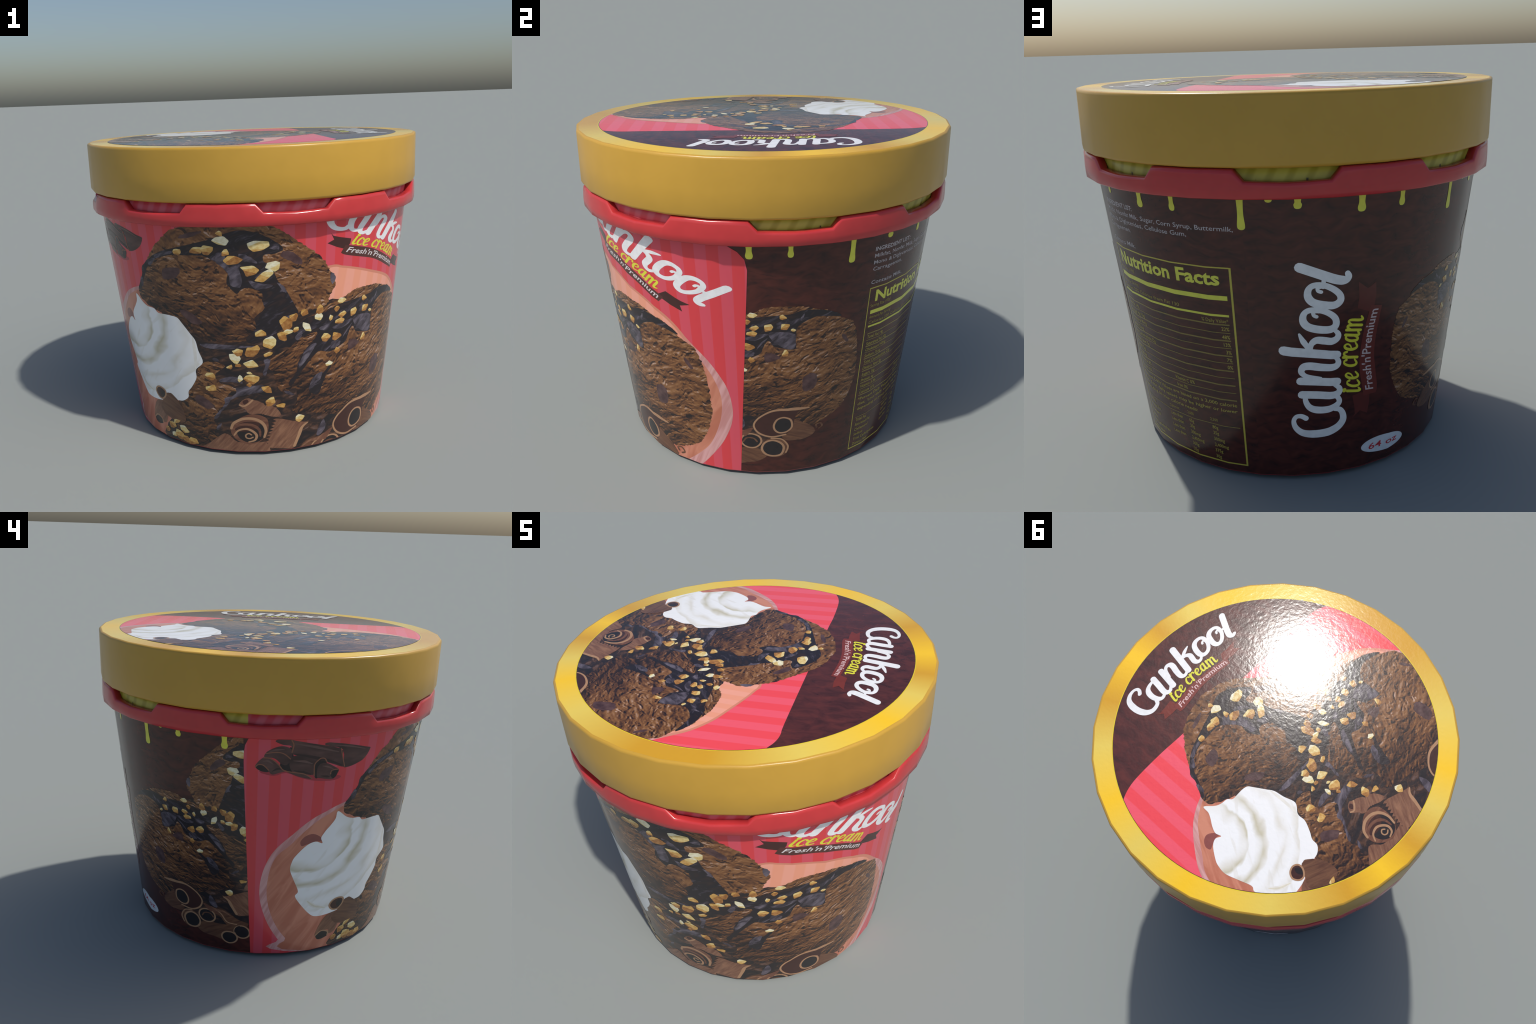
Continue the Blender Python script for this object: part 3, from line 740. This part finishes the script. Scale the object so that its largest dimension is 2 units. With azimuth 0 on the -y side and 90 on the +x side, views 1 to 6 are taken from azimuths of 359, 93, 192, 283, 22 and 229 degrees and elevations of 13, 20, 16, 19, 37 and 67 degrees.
    S("curl_edge", [(0.775, -0.785), (0.768, -0.765), (0.79, -0.757), (0.805, -0.78), (0.79, -0.795)], 0.010, "tube", 14)
    # thin slivers
    S("curl_edge", [(0.292, -0.865), (0.325, -0.835), (0.37, -0.825), (0.40, -0.80)], [0.006, 0.012, 0.020, 0.006], "shaving", 13)
    S("curl_edge", [(0.36, -0.86), (0.40, -0.825), (0.44, -0.78)], [0.012, 0.045, 0.012], "curl", 12.2)
    if with_left:
        # two rolled sticks and the nuts beside the cream
        P("chocolate_stick", [(-0.478, -0.72), (-0.43, -0.70), (-0.40, -0.74), (-0.41, -0.83), (-0.44, -0.85), (-0.452, -0.82), (-0.50, -0.83), (-0.518, -0.845), (-0.505, -0.775)], "shaving", 19)
        P("chocolate_stick", [(-0.425, -0.69), (-0.40, -0.635), (-0.365, -0.628), (-0.325, -0.66), (-0.290, -0.715), (-0.29, -0.785), (-0.357, -0.80), (-0.42, -0.78), (-0.45, -0.74)], "tube", 20, 4, 0.002)
        P("stick_core", [(-0.478, -0.655), (-0.466, -0.624), (-0.435, -0.610), (-0.408, -0.624), (-0.407, -0.655), (-0.430, -0.685), (-0.459, -0.683)], "bark", 21)
        P("stick_core", ellipse(-0.427, -0.650, 0.016, 0.026, 20), "black", 21.5)
        S("curl_edge", [(-0.478, -0.655), (-0.466, -0.624), (-0.435, -0.610), (-0.408, -0.624), (-0.407, -0.655), (-0.430, -0.685), (-0.459, -0.683)], 0.009, "edge", 22, True)
        P("stick_core", [(-0.512, -0.845), (-0.485, -0.823), (-0.45, -0.836), (-0.446, -0.862), (-0.478, -0.880), (-0.502, -0.875)], "black", 20)
        S("curl_edge", [(-0.514, -0.850), (-0.487, -0.823), (-0.45, -0.834), (-0.446, -0.858)], 0.008, "edge", 20.5)


def lay_art(place, parent, clip=None, bowl=True, cream=True):
    mats = build_art_materials(place)
    P = lambda name, pts, mat, layer, sub=5, rough=0.0, seed=1: patch(name, place, [fill(smooth_closed(pts, sub, rough, seed))], mats[mat], layer, parent, clip)
    many = lambda name, group, mat, layer: [P(name, g, mat, layer, 4, 0.0022, k) for k, g in enumerate(group)]
    if bowl:
        P("glass_bowl", BOWL, "rim", 0)
        P("bowl_inside", BOWL_IN, "bowl", 1)
        P("bowl_shadow", WINE, "wine", 2)
        P("dark_pool", POOL, "pool", 3, 5, 0.004)
    else:
        P("dark_pool", [p for p in POOL if p[0] > -0.05] + [(0.0, -0.84), (0.0, -0.1)], "pool", 3, 5, 0.004)
    P("ice_cream_scoop", SCOOP_A, "scoop_a", 4, 0, 0.0035, 2)
    many("chocolate_chip", CHIPS_A, "chip", 5)
    P("chocolate_sauce", SAUCE_A, "sauce", 6, 4, 0.0015)
    many("painted_sauce_glint", GLOSS_A, "gloss", 7)
    P("ice_cream_scoop", SCOOP_B, "scoop_b", 7, 0, 0.0035, 3)
    many("chocolate_chip", CHIPS_B, "chip", 8)
    P("chocolate_sauce", SAUCE_B, "sauce", 9, 4, 0.0015)
    P("chocolate_sauce", SAUCE_B2, "sauce", 9, 4, 0.001)
    many("painted_sauce_glint", GLOSS_B, "gloss", 10)
    if bowl:
        P("ice_cream_scoop", SCOOP_C, "scoop_c", 5, 0, 0.0035, 4)
        many("chocolate_chip", CHIPS_C, "chip", 8)
    many("painted_sauce_glint", GLOSS_C, "gloss", 9)
    if cream:
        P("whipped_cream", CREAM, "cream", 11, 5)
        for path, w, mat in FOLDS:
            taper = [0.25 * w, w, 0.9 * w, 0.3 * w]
            patch("painted_fold_shade", place, [stroke(path, [1.7 * t for t in taper])], mats["fold"], 12, parent, clip)
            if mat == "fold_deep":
                patch("painted_fold_shade", place, [stroke(path, [0.7 * t for t in taper])], mats["fold_deep"], 13, parent, clip)
    lay_curls(place, mats, parent, clip, cream)
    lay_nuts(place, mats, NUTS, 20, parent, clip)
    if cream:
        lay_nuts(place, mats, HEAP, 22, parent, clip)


low, high = (1, -1, 0.024), (1, 1, 1.40)
lay_art(FRONT, wall, clip=[low, high])
lay_art(TOP, lid)
lay_art(LEFT, wall, clip=[low, high, (0, -1, 83.6, 3.75)], bowl=False, cream=False)
lay_art(RIGHT, wall, clip=[low, high, (0, 1, -80.6, 2.95)], bowl=False, cream=False)


# ------------------------------------------------------------------ lettering
def text_shape(text, bold=0.0, shear=0.0):
    """text -> (points, faces, width) with the built-in font, cap height about 0.7"""
    cu = bpy.data.curves.new("lettering", "FONT")
    cu.body, cu.size, cu.offset, cu.shear, cu.resolution_u = text, 1.0, bold, shear, 2
    ob = bpy.data.objects.new("lettering", cu)
    scene.collection.objects.link(ob)
    bpy.context.view_layer.update()
    me = ob.evaluated_get(bpy.context.evaluated_depsgraph_get()).to_mesh()
    pts = [(v.co.x, v.co.y) for v in me.vertices]
    faces = [list(p.vertices) for p in me.polygons]
    bpy.data.objects.remove(ob)
    bpy.data.curves.remove(cu)
    x0, x1 = min(p[0] for p in pts), max(p[0] for p in pts)
    return [(p[0] - x0, p[1]) for p in pts], faces, x1 - x0


def line_of_text(text, x, y, cap, width=None, right=False, bold=0.0, slant=0.0, aspect=0.86):
    pts, faces, w = text_shape(text, bold)
    sy = cap / 0.72
    sx = width / w if width else sy * aspect / wall_radius(y) * 180 / pi
    x = x - w * sx if right else x
    return [(x + p[0] * sx, y + p[1] * sy + slant * p[0] * sx) for p in pts], faces


WHITE, YELLOW, OLIVE, GREY = (0.86, 0.86, 0.87), (0.74, 0.71, 0.055), (0.42, 0.34, 0.065), (0.50, 0.45, 0.47)
GLYPHS = {  # brush letters: paths through (along, up) with widths
    "C": [([(0.329, -0.237), (0.342, -0.214), (0.340, -0.190), (0.317, -0.178), (0.283, -0.188), (0.254, -0.220), (0.243, -0.272), (0.247, -0.336), (0.266, -0.390), (0.298, -0.418), (0.332, -0.417), (0.358, -0.401), (0.366, -0.375)], [0.026, 0.022, 0.022, 0.030, 0.040, 0.042, 0.036, 0.028, 0.022])],
    "a": [([(0.449, -0.233), (0.418, -0.236), (0.388, -0.252), (0.371, -0.282), (0.367, -0.330), (0.377, -0.372), (0.398, -0.396), (0.425, -0.387), (0.440, -0.355)], [0.020, 0.028, 0.036, 0.034, 0.026, 0.018]), ([(0.453, -0.218), (0.446, -0.291), (0.438, -0.366), (0.450, -0.393), (0.472, -0.393), (0.492, -0.368)], [0.038, 0.038, 0.036, 0.028, 0.016])],
    "n": [([(0.522, -0.212), (0.514, -0.291), (0.504, -0.382)], [0.038, 0.040]), ([(0.530, -0.305), (0.545, -0.240), (0.567, -0.217), (0.590, -0.226), (0.594, -0.255), (0.584, -0.309), (0.580, -0.360), (0.590, -0.382), (0.613, -0.382), (0.634, -0.362)], [0.014, 0.024, 0.036, 0.038, 0.034, 0.028, 0.014])],
    "k": [([(0.674, -0.140), (0.657, -0.251), (0.638, -0.377)], [0.044, 0.040]), ([(0.751, -0.209), (0.714, -0.227), (0.670, -0.258)], [0.010, 0.026, 0.022]), ([(0.672, -0.258), (0.700, -0.262), (0.717, -0.284), (0.713, -0.318), (0.708, -0.352), (0.720, -0.376), (0.742, -0.378), (0.764, -0.357)], [0.018, 0.030, 0.036, 0.034, 0.028, 0.014])],
    "o": [([(0.857, -0.296), (0.859, -0.252), (0.842, -0.229), (0.809, -0.227), (0.782, -0.250), (0.767, -0.297), (0.765, -0.343), (0.782, -0.367), (0.814, -0.364), (0.841, -0.336)], [0.026, 0.026, 0.034, 0.036, 0.034, 0.028, 0.026]), ([(0.853, -0.292), (0.850, -0.270), (0.835, -0.272), (0.828, -0.284)], 0.016), ([(0.852, -0.292), (0.884, -0.292)], 0.018),
          ([(0.968, -0.315), (0.971, -0.272), (0.955, -0.250), (0.923, -0.247), (0.895, -0.268), (0.880, -0.314), (0.877, -0.360), (0.894, -0.384), (0.921, -0.381), (0.949, -0.353)], [0.026, 0.026, 0.034, 0.036, 0.034, 0.028, 0.026]), ([(0.964, -0.310), (0.960, -0.288), (0.946, -0.289), (0.940, -0.302)], 0.016), ([(0.962, -0.310), (1.000, -0.312)], 0.018)],
    "l": [([(1.054, -0.213), (1.018, -0.298), (0.990, -0.369), (0.985, -0.402), (0.998, -0.416), (1.014, -0.411)], [0.042, 0.042, 0.040, 0.032, 0.024])],
}
SMALL = {  # unit brush letters for the second line, x-height 1
    "i": (0.42, [([(0.18, 1.0), (0.14, 0.25), (0.22, 0.03), (0.40, 0.14)], [0.24, 0.22, 0.14])]),
    "c": (0.66, [([(0.60, 0.78), (0.50, 0.94), (0.30, 0.92), (0.14, 0.60), (0.16, 0.22), (0.34, 0.05), (0.62, 0.18)], [0.22, 0.14, 0.2, 0.24, 0.2, 0.12])]),
    "e": (0.66, [([(0.16, 0.42), (0.44, 0.56), (0.54, 0.78), (0.40, 0.95), (0.20, 0.80), (0.12, 0.45), (0.20, 0.14), (0.38, 0.05), (0.64, 0.20)], [0.1, 0.13, 0.17, 0.22, 0.24, 0.2, 0.12])]),
    "r": (0.62, [([(0.16, 1.0), (0.12, 0.0)], [0.24, 0.24]), ([(0.16, 0.60), (0.32, 0.92), (0.50, 0.94), (0.56, 0.76)], [0.12, 0.18, 0.2])]),
    "a": (0.80, [([(0.52, 0.94), (0.28, 0.90), (0.12, 0.55), (0.16, 0.14), (0.36, 0.12), (0.52, 0.45)], [0.16, 0.2, 0.24, 0.2, 0.12]), ([(0.58, 1.0), (0.52, 0.25), (0.60, 0.04), (0.80, 0.16)], [0.24, 0.22, 0.14])]),
    "m": (1.20, [([(0.14, 1.0), (0.10, 0.0)], 0.23), ([(0.14, 0.62), (0.32, 0.95), (0.48, 0.84), (0.46, 0.0)], [0.1, 0.18, 0.23, 0.23]), ([(0.50, 0.62), (0.70, 0.95), (0.86, 0.84), (0.84, 0.22), (0.92, 0.03), (1.12, 0.16)], [0.1, 0.18, 0.23, 0.22, 0.13])]),
}
BASE_LINE = [(0.435, -0.500), (0.482, -0.494), (0.524, -0.484), (0.585, -0.474), (0.626, -0.472), (0.672, -0.472), (0.719, -0.477), (0.779, -0.487), (0.845, -0.501)]


def on_curve(curve, x):
    for (x0, y0), (x1, y1) in zip(curve, curve[1:]):
        if x <= x1 or (x1, y1) == curve[-1]:
            return y0 + (y1 - y0) * (x - x0) / (x1 - x0)


def lay_logo(place, parent, ribbon_colour, ribbon_back, slogan_colour, clip=None):
    S = place.surface
    rib = [[(0.300, -0.466), (0.320, -0.480), (0.355, -0.476), (0.418, -0.462), (0.428, -0.50), (0.424, -0.552), (0.368, -0.554), (0.312, -0.547), (0.334, -0.506)], [(0.969, -0.462), (0.935, -0.505), (0.958, -0.542), (0.899, -0.548), (0.838, -0.540), (0.826, -0.517), (0.848, -0.464), (0.899, -0.468)]]
    patch("ribbon_tail", place, [fill(r) for r in rib], plain(ribbon_back, S, "ribbon_ink"), 1, parent, clip)
    band = smooth_open([(0.409, -0.520), (0.476, -0.505), (0.552, -0.490), (0.623, -0.487), (0.726, -0.497), (0.825, -0.518), (0.853, -0.526)], 4) + smooth_open([(0.843, -0.582), (0.787, -0.574), (0.693, -0.562), (0.609, -0.561), (0.533, -0.575), (0.440, -0.593), (0.409, -0.588)], 4)
    patch("ribbon_band", place, [fill(band)], plain(ribbon_colour, S, "ribbon_ink"), 2, parent, clip)
    for key, strokes in GLYPHS.items():
        for path, w in strokes:
            patch("script_letter", place, [stroke(path, w, closed=key == "o" and len(path) > 6)], plain(WHITE, S), 3, parent, clip)
    x = 0.430
    for ch in "ice cream":
        if ch == " ":
            x += 0.022
            continue
        adv, strokes = SMALL[ch]
        y, k = on_curve(BASE_LINE, x + 0.02) - 0.002, 0.066
        kx = 0.0635
        tilt = (on_curve(BASE_LINE, x + 0.05) - on_curve(BASE_LINE, x)) / 0.05
        for path, w in strokes:
            pts = [(x + (px + 0.10 * py) * kx, y + py * k + tilt * (px * kx - 0.02)) for px, py in path]
            ws = [v * 0.058 for v in w] if isinstance(w, list) else w * 0.058
            patch("small_script_letter", place, [stroke(pts, ws)], plain(YELLOW, S), 4, parent, clip)
        if ch == "i":
            patch("small_script_letter", place, [fill(ellipse(x + 0.024, y + k * 1.22, 0.011, 0.011, 0, 16))], plain(YELLOW, S), 4, parent, clip)
        x += adv * kx
    curve = [(0.425, -0.579), (0.5, -0.563), (0.561, -0.552), (0.612, -0.546), (0.697, -0.547), (0.771, -0.557), (0.84, -0.573)]
    pts, faces, w = text_shape("Fresh'n'Premium", 0.012, 0.12)
    sx = 0.40 / w
    out = []
    for px, py in pts:
        xx = 0.432 + px * sx
        out.append((xx, on_curve(curve, xx) + 0.006 + py * 0.062))
    patch("slogan_lettering", place, [(out, faces)], plain(slogan_colour, S), 5, parent, clip)


lay_logo(LOGO_BACK, wall, (0.16, 0.030, 0.022), (0.125, 0.025, 0.019), (0.62, 0.50, 0.50))
lay_logo(LOGO_FRONT, wall, (0.092, 0.032, 0.026), (0.060, 0.021, 0.018), (0.72, 0.66, 0.66), clip=[high])
lay_logo(LOGO_TOP, lid, (0.20, 0.034, 0.027), (0.185, 0.032, 0.023), (0.72, 0.50, 0.49))

# yellow drips along the dark panel, the same five every 60 degrees
for k in range(4):
    for az, tip, w in ((89.2, 1.273, 2.0), (100.7, 1.278, 1.6), (119.5, 1.216, 1.9), (126.4, 1.329, 1.8), (133.4, 1.301, 1.9)):
        az += 60.15 * k
        if az > 272:
            continue
        top = 1.40
        path = [(az - w * 0.62, top), (az - w * 0.46, 1.345), (az - w * 0.40, tip + 0.45 * (1.345 - tip) + 0.008), (az - w * 0.54, tip + 0.018), (az - w * 0.40, tip + 0.004), (az, tip), (az + w * 0.40, tip + 0.004), (az + w * 0.54, tip + 0.018), (az + w * 0.40, tip + 0.45 * (1.345 - tip) + 0.008), (az + w * 0.46, 1.345), (az + w * 0.62, top)]
        patch("yellow_drip", LABEL, [fill(path[:1] + smooth_open(path, 5)[1:])], plain((0.74, 0.73, 0.08), WALL), 13, wall)

# ingredient list
rows = [("INGREDIENT LIST:", 1.247, 0.0215, 16.8, 0.02), ("Milkfat, Nonfat Milk, Sugar, Corn Syrup, Buttermilk,", 1.212, 0.021, 49.3, 0.004), ("Mono & Diglycerides, Cellulose Gum,", 1.177, 0.021, 36.0, 0.004), ("Carrageenan.", 1.142, 0.021, 13.9, 0.004), ("Contains Milk.", 1.070, 0.021, 14.9, 0.004)]
patch("ingredient_text", LABEL, [line_of_text(t, 128.1, y, cap, width=w, bold=b, slant=-0.00012) for t, y, cap, w, b in rows], plain(GREY, WALL), 2, wall)["kind"] = "stuff"


# nutrition table
def bar(x0, x1, y, h):
    return [(x0, y - h / 2), (x1, y - h / 2), (x1, y + h / 2), (x0, y + h / 2)], [[0, 1, 2, 3]]


def post(x, y0, y1, w):
    return [(x - w / 2, y0), (x + w / 2, y0), (x + w / 2, y1), (x - w / 2, y1)], [[0, 1, 2, 3]]


patch("table_frame", LABEL, [post(175.6, 0.058, 1.049, 0.6), post(128.1, 0.058, 1.049, 0.34), bar(128.27, 175.3, 1.0465, 0.006), bar(128.27, 175.3, 0.0615, 0.007)], plain((0.54, 0.46, 0.07), WALL), 2, wall)
patch("table_heavy_rule", LABEL, [bar(129.5, 174.2, 0.909, 0.021), bar(129.4, 174.2, 0.827, 0.010)], plain((0.74, 0.73, 0.09), WALL), 2, wall)
patch("table_title", LABEL, [line_of_text("Nutrition Facts", 130.9, 0.968, 0.062, width=41.5, bold=0.03)], plain((0.74, 0.73, 0.09), WALL), 2, wall)
rules = [0.784, 0.745, 0.708, 0.671, 0.633, 0.597, 0.558, 0.522, 0.484, 0.446, 0.407]
patch("table_rule", LABEL, [bar(129.6, 174.1, y, 0.0068 if i % 2 == 0 else 0.0036) for i, y in enumerate(rules)] + [bar(129.8, 174.3, 0.263, 0.004)], plain((0.25, 0.185, 0.045), WALL), 2, wall)
small = [line_of_text("Serving Size (100g)", 129.2, 0.938, 0.017), line_of_text("Amount Per Serving", 129.3, 0.873, 0.017), line_of_text("Calories 220 Calories from Fat 130", 129.4, 0.842, 0.017, width=29.0), line_of_text("% Daily Value*", 173.8, 0.793, 0.018, right=True)]
facts = [("Total Fat 14g", "22%"), ("Saturated Fat 10g", "48%"), ("Cholesterol 40mg", "13%"), ("Sodium 75mg", "3%"), ("Total Carbohydrate 22g", "7%"), ("Dietary Fiber 0g", "0%"), ("Sugars 18g", ""), ("Protein 4g", ""), ("Vitamin A 8%", ""), ("Calcium 15%", "")]
for (name, share), y in zip(facts, rules):
    small.append(line_of_text(name, 129.8, y - 0.029, 0.0185, bold=0.01))
    if share:
        small.append(line_of_text(share, 173.9, y - 0.029, 0.0185, right=True, bold=0.01))
small += [line_of_text("Vitamin C 0%", 151.5, 0.456, 0.0185, bold=0.01), line_of_text("Iron 0%", 152.0, 0.418, 0.0185, bold=0.01)]
small += [line_of_text("*Percent Daily Values are based on a 2,000 calorie", 129.6, 0.374, 0.018, width=44.4, bold=0.01), line_of_text("diet. Your daily values may be higher or lower", 129.8, 0.342, 0.018, width=44.2, bold=0.01), line_of_text("depending on your calorie needs:", 129.9, 0.310, 0.018, width=29.5, bold=0.01)]
small += [line_of_text("Calories:", 146.0, 0.279, 0.016), line_of_text("2,000", 154.5, 0.279, 0.016), line_of_text("2,500", 163.8, 0.279, 0.016)]
for (n0, n1, n2, n3), y in zip([("Total Fat", "Less than", "65g", "80g"), ("Saturated Fat", "Less than", "20g", "25g"), ("Cholesterol", "Less than", "300mg", "300mg"), ("Sodium", "Less than", "2,400mg", "2,400mg"), ("Total Carbohydrate", "", "300g", "375g"), ("Dietary Fiber", "", "25g", "30g")], (0.236, 0.205, 0.171, 0.139, 0.108, 0.075)):
    for t, x in ((n0, 130.0), (n1, 146.0), (n2, 154.8), (n3, 164.3)):
        if t:
            small.append(line_of_text(t, x, y, 0.0185, bold=0.01))
patch("table_text", LABEL, small, plain(OLIVE, WALL), 4, wall)["kind"] = "stuff"

# volume badge
patch("volume_badge", LABEL, [fill(ellipse(223.0, 0.1165, 9.0, 0.0445, -0.05, 40))], plain((0.80, 0.82, 0.86), WALL), 2, wall)
patch("badge_lettering", LABEL, [line_of_text("64 oz", 217.0, 0.100, 0.034, width=12.2, bold=0.015)], plain((0.62, 0.045, 0.06), WALL), 4, wall)

# ------------------------------------------------------------------ loose chocolate pieces printed at the panel's upper left
LABEL.base = 1.9 * MM
m = Nodes("printed_dark_chocolate")
x, y = m.label_xy(WALL)
f = m.noise(m.vec(m.math("MULTIPLY", x, 0.0155 * 0.35), y), 20.0, 3.0, 0.5, 0.2)
PIECE = m.done(m.ramp(f, [(0.32, (0.045, 0.021, 0.019)), (0.52, (0.085, 0.039, 0.034)), (0.7, (0.125, 0.062, 0.052))]), rough=0.2, bump=0.04)
NIGHT, RIM = plain((0.018, 0.010, 0.011), WALL, "curl_shadow"), plain((0.27, 0.105, 0.058), WALL, "curl_edge")
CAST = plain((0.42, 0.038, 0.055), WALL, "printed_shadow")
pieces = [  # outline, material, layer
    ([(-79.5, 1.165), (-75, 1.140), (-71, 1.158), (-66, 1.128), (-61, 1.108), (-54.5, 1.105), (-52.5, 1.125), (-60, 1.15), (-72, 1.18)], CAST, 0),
    ([(-74.8, 1.328), (-73.3, 1.341), (-69.9, 1.337), (-63.3, 1.315), (-53.7, 1.279), (-52.6, 1.228), (-51.3, 1.172), (-57.3, 1.206), (-64.2, 1.240), (-69.3, 1.260), (-69.9, 1.303), (-72.4, 1.310)], PIECE, 2),
    ([(-59.1, 1.303), (-57.8, 1.317), (-51.0, 1.298), (-43.5, 1.269), (-42.2, 1.257), (-44.0, 1.21), (-47.6, 1.180), (-50.9, 1.169), (-51.9, 1.182), (-53.0, 1.273)], PIECE, 1),
    ([(-72.0, 1.25), (-70, 1.30), (-69.0, 1.25), (-66, 1.20), (-69, 1.165), (-73, 1.19)], NIGHT, 1),
    ([(-78.1, 1.246), (-77.2, 1.273), (-74.6, 1.296), (-72.2, 1.303), (-69.9, 1.288), (-69.5, 1.248), (-70.1, 1.218), (-71.3, 1.2), (-72.8, 1.209), (-74.7, 1.235), (-76.9, 1.242)], PIECE, 3),
    ([(-80.8, 1.187), (-79.8, 1.218), (-78.1, 1.242), (-76.1, 1.239), (-74.1, 1.213), (-72.8, 1.187), (-71.2, 1.169), (-73.2, 1.158), (-75.4, 1.148), (-76.7, 1.168), (-78.8, 1.190)], PIECE, 4),
    ([(-80.6, 1.185), (-79.8, 1.2), (-78.3, 1.198), (-76.5, 1.172), (-77.0, 1.161), (-79.2, 1.168)], NIGHT, 5),
    ([(-70.2, 1.213), (-69.5, 1.244), (-68.0, 1.252), (-64.2, 1.242), (-60.2, 1.234), (-62.1, 1.205), (-62.2, 1.169), (-62.3, 1.142), (-65.5, 1.152), (-69.2, 1.167)], PIECE, 5),
    ([(-71.2, 1.167), (-69.2, 1.165), (-65.5, 1.152), (-62.5, 1.122), (-65.4, 1.129), (-68.8, 1.149)], PIECE, 4),
    ([(-62.2, 1.169), (-61.8, 1.205), (-60.7, 1.230), (-59.1, 1.233), (-58.0, 1.214), (-58.3, 1.201), (-59.5, 1.16), (-60.5, 1.125), (-61.6, 1.128)], NIGHT, 6),
    ([(-60.9, 1.185), (-59.6, 1.206), (-57.5, 1.202), (-55.4, 1.183), (-53.5, 1.163), (-53.9, 1.14), (-55.4, 1.113), (-59.4, 1.121), (-60.9, 1.132)], PIECE, 7),
    ([(-56.5, 1.144), (-56.1, 1.162), (-53.7, 1.165), (-54.1, 1.131), (-55.4, 1.115)], NIGHT, 8),
]
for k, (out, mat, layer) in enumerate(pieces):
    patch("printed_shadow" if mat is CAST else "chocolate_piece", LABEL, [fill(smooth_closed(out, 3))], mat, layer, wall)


def rim_line(path, w):
    """thin rim: the width is measured across the height"""
    pts = [(x * 0.0150, y) for x, y in path]
    p, f = stroke(pts, w)
    return [(q[0] / 0.0150, q[1], q[2]) for q in p], f


for path in ([(-69.9, 1.335), (-69.2, 1.31), (-69.6, 1.27)], [(-53.6, 1.279), (-52.6, 1.228), (-51.5, 1.176)], [(-80.7, 1.187), (-79.8, 1.201), (-78.2, 1.199), (-76.5, 1.172)], [(-77.6, 1.262), (-74.5, 1.270), (-72.0, 1.262), (-69.9, 1.235)],
             [(-78.3, 1.240), (-76.1, 1.236), (-74.0, 1.211), (-72.7, 1.187)], [(-60.2, 1.233), (-61.9, 1.205), (-62.0, 1.169), (-61.8, 1.135)], [(-60.2, 1.233), (-58.9, 1.231), (-58.0, 1.21)], [(-56.4, 1.142), (-56.0, 1.162), (-53.7, 1.165)], [(-72.8, 1.187), (-71.2, 1.168), (-65.5, 1.152), (-62.5, 1.123)]):
    patch("piece_edge", LABEL, [rim_line(path, 0.0055)], RIM, 10, wall)
SHINE, DUSK = plain((0.145, 0.078, 0.066), WALL, "curl_shine"), plain((0.036, 0.017, 0.016), WALL, "curl_shade")
for path, w, ink in (([(-69.0, 1.318), (-62.0, 1.295), (-54.4, 1.262)], 0.014, SHINE), ([(-68.8, 1.262), (-63.5, 1.244), (-57.0, 1.214), (-52.6, 1.185)], 0.018, DUSK), ([(-69.0, 1.225), (-65.5, 1.220), (-62.8, 1.205)], 0.013, SHINE), ([(-68.6, 1.172), (-65.5, 1.160), (-63.0, 1.148)], 0.014, DUSK),
                     ([(-76.6, 1.270), (-74.5, 1.283), (-72.0, 1.285)], 0.010, SHINE), ([(-78.4, 1.220), (-76.8, 1.222), (-75.2, 1.205)], 0.010, SHINE), ([(-75.5, 1.165), (-73.8, 1.180), (-72.6, 1.178)], 0.012, DUSK), ([(-59.4, 1.190), (-57.5, 1.184), (-55.6, 1.170)], 0.010, SHINE), ([(-59.6, 1.135), (-57.6, 1.130), (-56.6, 1.126)], 0.012, DUSK), ([(-57.0, 1.303), (-50.8, 1.287), (-44.5, 1.262)], 0.009, SHINE)):
    p, f = rim_line(path, [0.2 * w, w, 0.3 * w])
    patch("piece_shading", LABEL, [(p, f)], ink, 9, wall)
